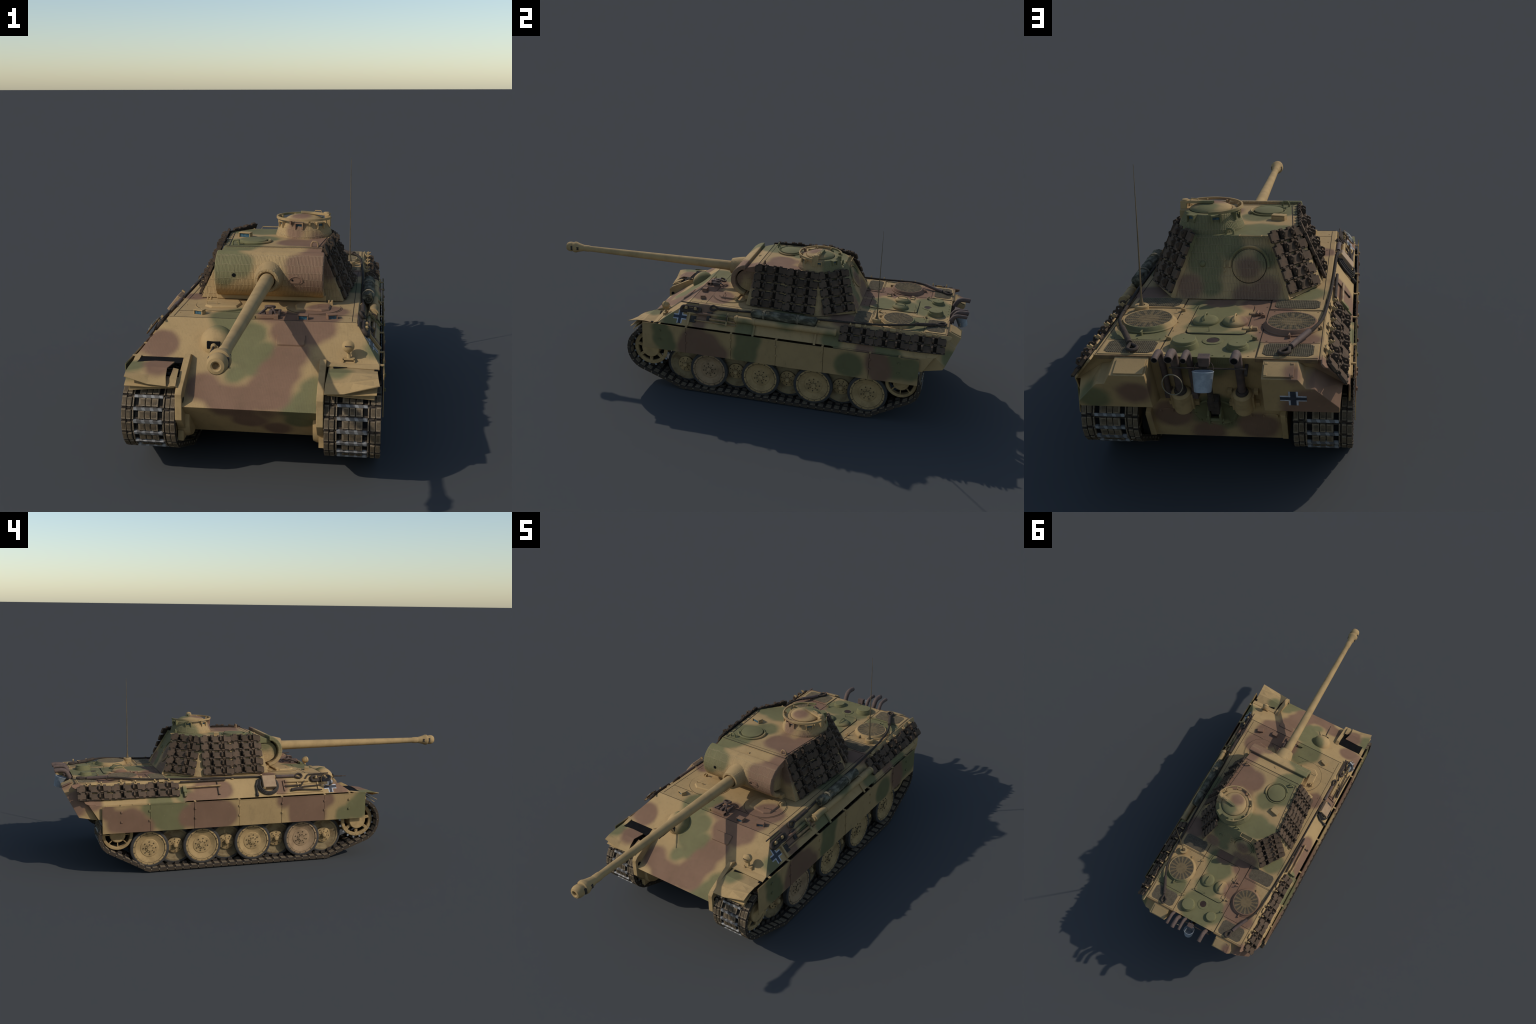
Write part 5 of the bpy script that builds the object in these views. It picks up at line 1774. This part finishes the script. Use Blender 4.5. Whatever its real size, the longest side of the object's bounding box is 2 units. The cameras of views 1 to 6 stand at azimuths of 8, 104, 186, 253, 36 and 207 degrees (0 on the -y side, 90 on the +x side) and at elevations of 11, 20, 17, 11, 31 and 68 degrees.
# drive sprocket
SP = (-0.420, 0.178)
for sd in (1, -1):
    A = frame((sd * 0.3290, SP[0], SP[1]), (0, sd, 0), (0, 0, 1))
    s = Shape()
    s.lathe([(0.0640, -0.006), (0.0800, -0.006), (0.0815, -0.003), (0.0815, 0.004), (0.0790, 0.006), (0.0655, 0.006), (0.0640, 0.004), (0.0640, -0.006)], A, 48)
    s.lathe([(0.0640, -0.116), (0.0810, -0.116), (0.0815, -0.106), (0.0640, -0.104), (0.0640, -0.116)], A, 40)
    s.lathe([(0, -0.12), (0.040, -0.12), (0.044, -0.02), (0.040, 0.003), (0, 0.003)], A, 32)
    for i in range(7):
        M = A @ Matrix.Rotation(TAU * i / 7 + math.pi / 2 * 3, 4, 'Z')
        s.box((0.054, 0, 0.001), (0.030, 0.0135, 0.009), M)
        s.cyl(M @ V((0.054, 0, 0.005)), M @ V((0.054, 0, 0.0075)), 0.003, n=6)
    for i in range(24):
        M = A @ Matrix.Rotation(TAU * i / 24, 4, 'Z')
        s.cyl(M @ V((0.0735, 0, 0.005)), M @ V((0.0735, 0, 0.008)), 0.002, n=6)
    sp = s.done("drive_sprocket", M_WHEEL, root, smooth=32)
    s = Shape()
    s.lathe([(0.0425, 0.003), (0.0425, 0.012), (0.0400, 0.0155), (0, 0.0165)], A, 32)
    s.done("hub_cap", M_YELLOW, sp, smooth=32)
    s = Shape()
    for zc in (-0.001, -0.110):
        for i in range(17):
            M = A @ Matrix.Rotation(TAU * (i + 0.4) / 17, 4, 'Z')
            s.prism([(0.079, -0.0062), (0.0915, -0.0032), (0.0915, 0.0032), (0.079, 0.0062)], zc - 0.003, zc + 0.003, M)
    s.done("sprocket_teeth", grainy("bright_tooth_steel", (0.38, 0.38, 0.38), (0.25, 0.25, 0.25), 60, 0.35, 0.5, 0.5), sp)
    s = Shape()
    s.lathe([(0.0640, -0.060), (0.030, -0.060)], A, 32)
    s.done("sprocket_black_ring", M_BLACK, sp)  # black ring closes the space behind the spokes

# idler
IDL = (0.743, 0.176)
for sd in (1, -1):
    A = frame((sd * 0.321, IDL[0], IDL[1]), (0, sd, 0), (0, 0, 1))
    s = Shape()
    s.lathe([(0.0560, -0.01), (0.0560, 0.004), (0.0580, 0.006), (0.0680, 0.006), (0.0700, 0.003), (0.0700, -0.014), (0.0560, -0.014)], A, 36)
    s.lathe([(0.0560, -0.09), (0.0700, -0.09), (0.0700, -0.075), (0.0560, -0.075)], A, 36)
    s.lathe([(0, -0.08), (0.0300, -0.08), (0.0360, -0.010), (0.0360, 0.002), (0.0330, 0.005), (0.0240, 0.006), (0.0230, 0.0045), (0, 0.0045)], A, 28)
    for i in range(8):
        M = A @ Matrix.Rotation(TAU * i / 8 + math.pi / 2, 4, 'Z')
        s.box((0.046, 0, -0.004), (0.024, 0.004, 0.010), M)
    s.lathe([(0.057, -0.045), (0.030, -0.045)], A, 28, 1)
    s.done("idler_wheel", [M_WHEEL, M_BLACK], root, smooth=32)


# ---- tracks -------------------------------------------------------------
def track_path():
    c1, r1 = V((SP[0], SP[1])), 0.1085
    c2, r2 = V((IDL[0], IDL[1])), 0.0900

    def tangent_angle(p, c, r, sign):
        d = p - c
        return math.atan2(d.y, d.x) + sign * math.acos(r / d.length)

    b0, b1 = V((-0.259, 0.0030)), V((0.611, 0.0030))
    aF = tangent_angle(b0, c1, r1, -1) % TAU
    aR = tangent_angle(b1, c2, r2, 1)
    aR = aR - TAU if aR > math.pi else aR
    pts = []
    for i in range(30):
        pts.append(b0.lerp(b1, i / 30))
    e = c2 + V((math.cos(aR), math.sin(aR))) * r2
    for i in range(8):
        pts.append(b1.lerp(e, i / 8))
    top2 = math.radians(88)
    for i in range(24):
        a = aR + (top2 - aR) * i / 24
        pts.append(c2 + V((math.cos(a), math.sin(a))) * r2)
    top1 = math.radians(91)
    s0 = c2 + V((math.cos(top2), math.sin(top2))) * r2
    s1 = c1 + V((math.cos(top1), math.sin(top1))) * r1
    for i in range(30):
        t = i / 30
        q = s0.lerp(s1, t)
        q.y -= 0.040 * 4 * t * (1 - t)
        pts.append(q)
    for i in range(30):
        a = top1 + (aF - top1) * i / 30
        pts.append(c1 + V((math.cos(a), math.sin(a))) * r1)
    f = c1 + V((math.cos(aF), math.sin(aF))) * r1
    for i in range(8):
        pts.append(f.lerp(b0, i / 8))
    return pts


def link_mesh():
    """X across the track, Y along it, Z outward (ground face at 0)"""
    W = 0.1545
    P = 0.0365
    s = Shape()
    # base plates
    s.box((0, 0, -0.0115), (W, P * 0.80, 0.007), mat=0)
    # ends with knuckles
    for q in (1, -1):
        s.box((q * W * 0.455, 0.0, -0.0085), (W * 0.085, P * 0.90, 0.0150), mat=0)
        s.box((q * W * 0.455, 0.0, -0.0014), (W * 0.080, P * 0.78, 0.0016), mat=1)
        s.box((q * W * 0.36, 0.002, -0.0062), (W * 0.085, P * 0.74, 0.0105), mat=1, top=(0.9, 0.94))
        s.box((q * W * 0.36, 0.001, -0.0010), (W * 0.058, P * 0.54, 0.0018), mat=2)
        s.box((q * W * 0.455, 0.000, -0.0009), (W * 0.056, P * 0.56, 0.0016), mat=2)
        s.box((q * W * 0.225, 0.000, -0.0075), (W * 0.070, P * 0.46, 0.0022), mat=4)  # black box stands in for the hole in the link
        s.box((q * W * 0.282, 0.000, -0.0060), (W * 0.022, P * 0.80, 0.008), mat=1)
        s.box((q * W * 0.168, 0.000, -0.0060), (W * 0.022, P * 0.72, 0.008), mat=1)
        s.box((q * W * 0.36, P * 0.44, -0.0080), (W * 0.05, P * 0.20, 0.009), mat=0)
    # three centre pads
    for c in (-0.11, 0.0, 0.11):
        s.box((c * W, 0.001, -0.0068), (W * 0.098, P * 0.66, 0.009), mat=1, top=(0.92, 0.94))
        s.box((c * W, 0.001, -0.0020), (W * 0.066, P * 0.42, 0.0015), mat=2)
    for c in (-0.13, 0.13):
        s.box((c * W, P * 0.42, -0.0080), (W * 0.06, P * 0.22, 0.009), mat=0)
    # grouser bar, polished by wear
    s.box((0, -P * 0.40, -0.0042), (W * 0.56, P * 0.27, 0.0084), mat=3, top=(0.96, 0.78))
    s.box((0, -P * 0.40, -0.0090), (W * 0.99, P * 0.22, 0.006), mat=0)
    # hinge pin tube
    s.cyl((-W * 0.5, P * 0.5, -0.011), (W * 0.5, P * 0.5, -0.011), 0.0042, n=8, mat=0)
    # guide horns towards the wheels
    for q in (1, -1):
        s.box((q * W * 0.20, 0, -0.0200), (0.005, P * 0.5, 0.014), mat=0, top=(1, 1.3))
        s.box((q * W * 0.38, 0, -0.0155), (W * 0.17, P * 0.62, 0.004), mat=1)
    s.box((0, 0, -0.0155), (W * 0.22, P * 0.62, 0.004), mat=1)
    return s


link = link_mesh().done("track_link", [M_LINKDARK, M_PADEDGE, M_PAD, M_BAR, M_BLACK], root)
link_first = True
path = track_path()
m = len(path)
cum = [0.0]
for i in range(m):
    cum.append(cum[-1] + (path[(i + 1) % m] - path[i]).length)
total = cum[-1]
NL = round(total / 0.0365)


def along(d):
    d %= total
    lo = 0
    for i in range(m):
        if cum[i] <= d <= cum[i + 1]:
            lo = i
            break
    t = (d - cum[lo]) / max(cum[lo + 1] - cum[lo], 1e-9)
    return path[lo].lerp(path[(lo + 1) % m], t)


bpy.context.view_layer.update()
for sd in (1, -1):
    s = Shape()
    TX = sd * 0.2848
    spots = []
    for k in range(NL):
        d = total * k / NL
        p = along(d)
        q = (along(d + 0.016) - along(d - 0.016)).normalized()
        out = V((q.y, -q.x))  # outward for this winding
        Y = V((0, q.x, q.y))
        Z = V((0, out.x, out.y))
        X = Y.cross(Z)
        M = Matrix((X, Y, Z)).transposed().to_4x4()
        M.translation = V((TX, p.x, p.y))
        spots.append((M, Z))
    for M, Z in spots:
        c = M @ V((0, 0.01825, -0.0105))
        s.cyl(c - V((0.0785, 0, 0)), c + V((0.0785, 0, 0)), 0.0030, n=6)
    track = s.done("track", M_PADEDGE, root)
    for M, Z in spots:
        if link_first:
            link_first = False
            c = link
        else:
            c = link.copy()
            bpy.context.scene.collection.objects.link(c)
        c.parent = track
        c.matrix_parent_inverse = ID
        c.matrix_basis = M

# ---- side skirts ---------------------------------------------------------------
EDGES = [-0.449, -0.236, -0.022, 0.185, 0.399, 0.602, 0.816]
for sd in (1, -1):
    for i in range(6):
        a, b = EDGES[i] + 0.0008, EDGES[i + 1] - 0.0008
        off = (0.0, 0.0012, 0.0, 0.0012, 0.0, 0.0012)[i]
        s = Shape()
        zt, zb = 0.3185 + random.uniform(-0.001, 0.001), 0.1945 + random.uniform(-0.0012, 0.0012)
        F = frame((sd * (0.3675 + off), 0, 0), (0, 1, 0), (0, 0, 1))
        poly = [(a, zb), (b, zb), (b, zt), (a, zt)]
        s.prism(poly, -0.0014, 0.0014, F)
        s.box((sd * (0.3675 + off), (a + b) / 2, zt - 0.002), (0.0044, (b - a) * 0.985, 0.004))
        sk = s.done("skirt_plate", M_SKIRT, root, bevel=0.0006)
    s = Shape()
    for y, zz in [(-0.362, 0), (-0.236, 0), (-0.024, 0), (0.185, 0), (0.394, 0), (0.604, 0), (0.730, 0)]:
        for z in (0.290, 0.2455):
            s.box((sd * 0.3705, y, z), (0.0078, 0.0095, 0.0095))
    s.done("skirt_bolts", M_SKIRT, root, bevel=0.0015, stuff=True)
    s = Shape()
    for y in (-0.366, -0.238, -0.024, 0.185, 0.394, 0.604, 0.730):
        s.box((sd * 0.361, y, 0.3195), (0.016, 0.009, 0.004))
        s.box((sd * 0.352, y, 0.3215), (0.010, 0.009, 0.004))
    s.done("skirt_bracket", M_YELLOW, root, bevel=0.0006)
# assemblies that carry pieces of their own hang directly on the tank (tank > part > piece)
for owner in (hull, turret):
    for ob in list(owner.children):
        if ob.children:
            ob.parent = root
for ob in list(bpy.data.objects):
    p1 = ob.parent
    p2 = p1.parent if p1 else None
    if p2 and p2.parent and p2.parent is not None and p2.parent.parent is None and p2 is not root and p2.parent is root:
        ob.parent = p2
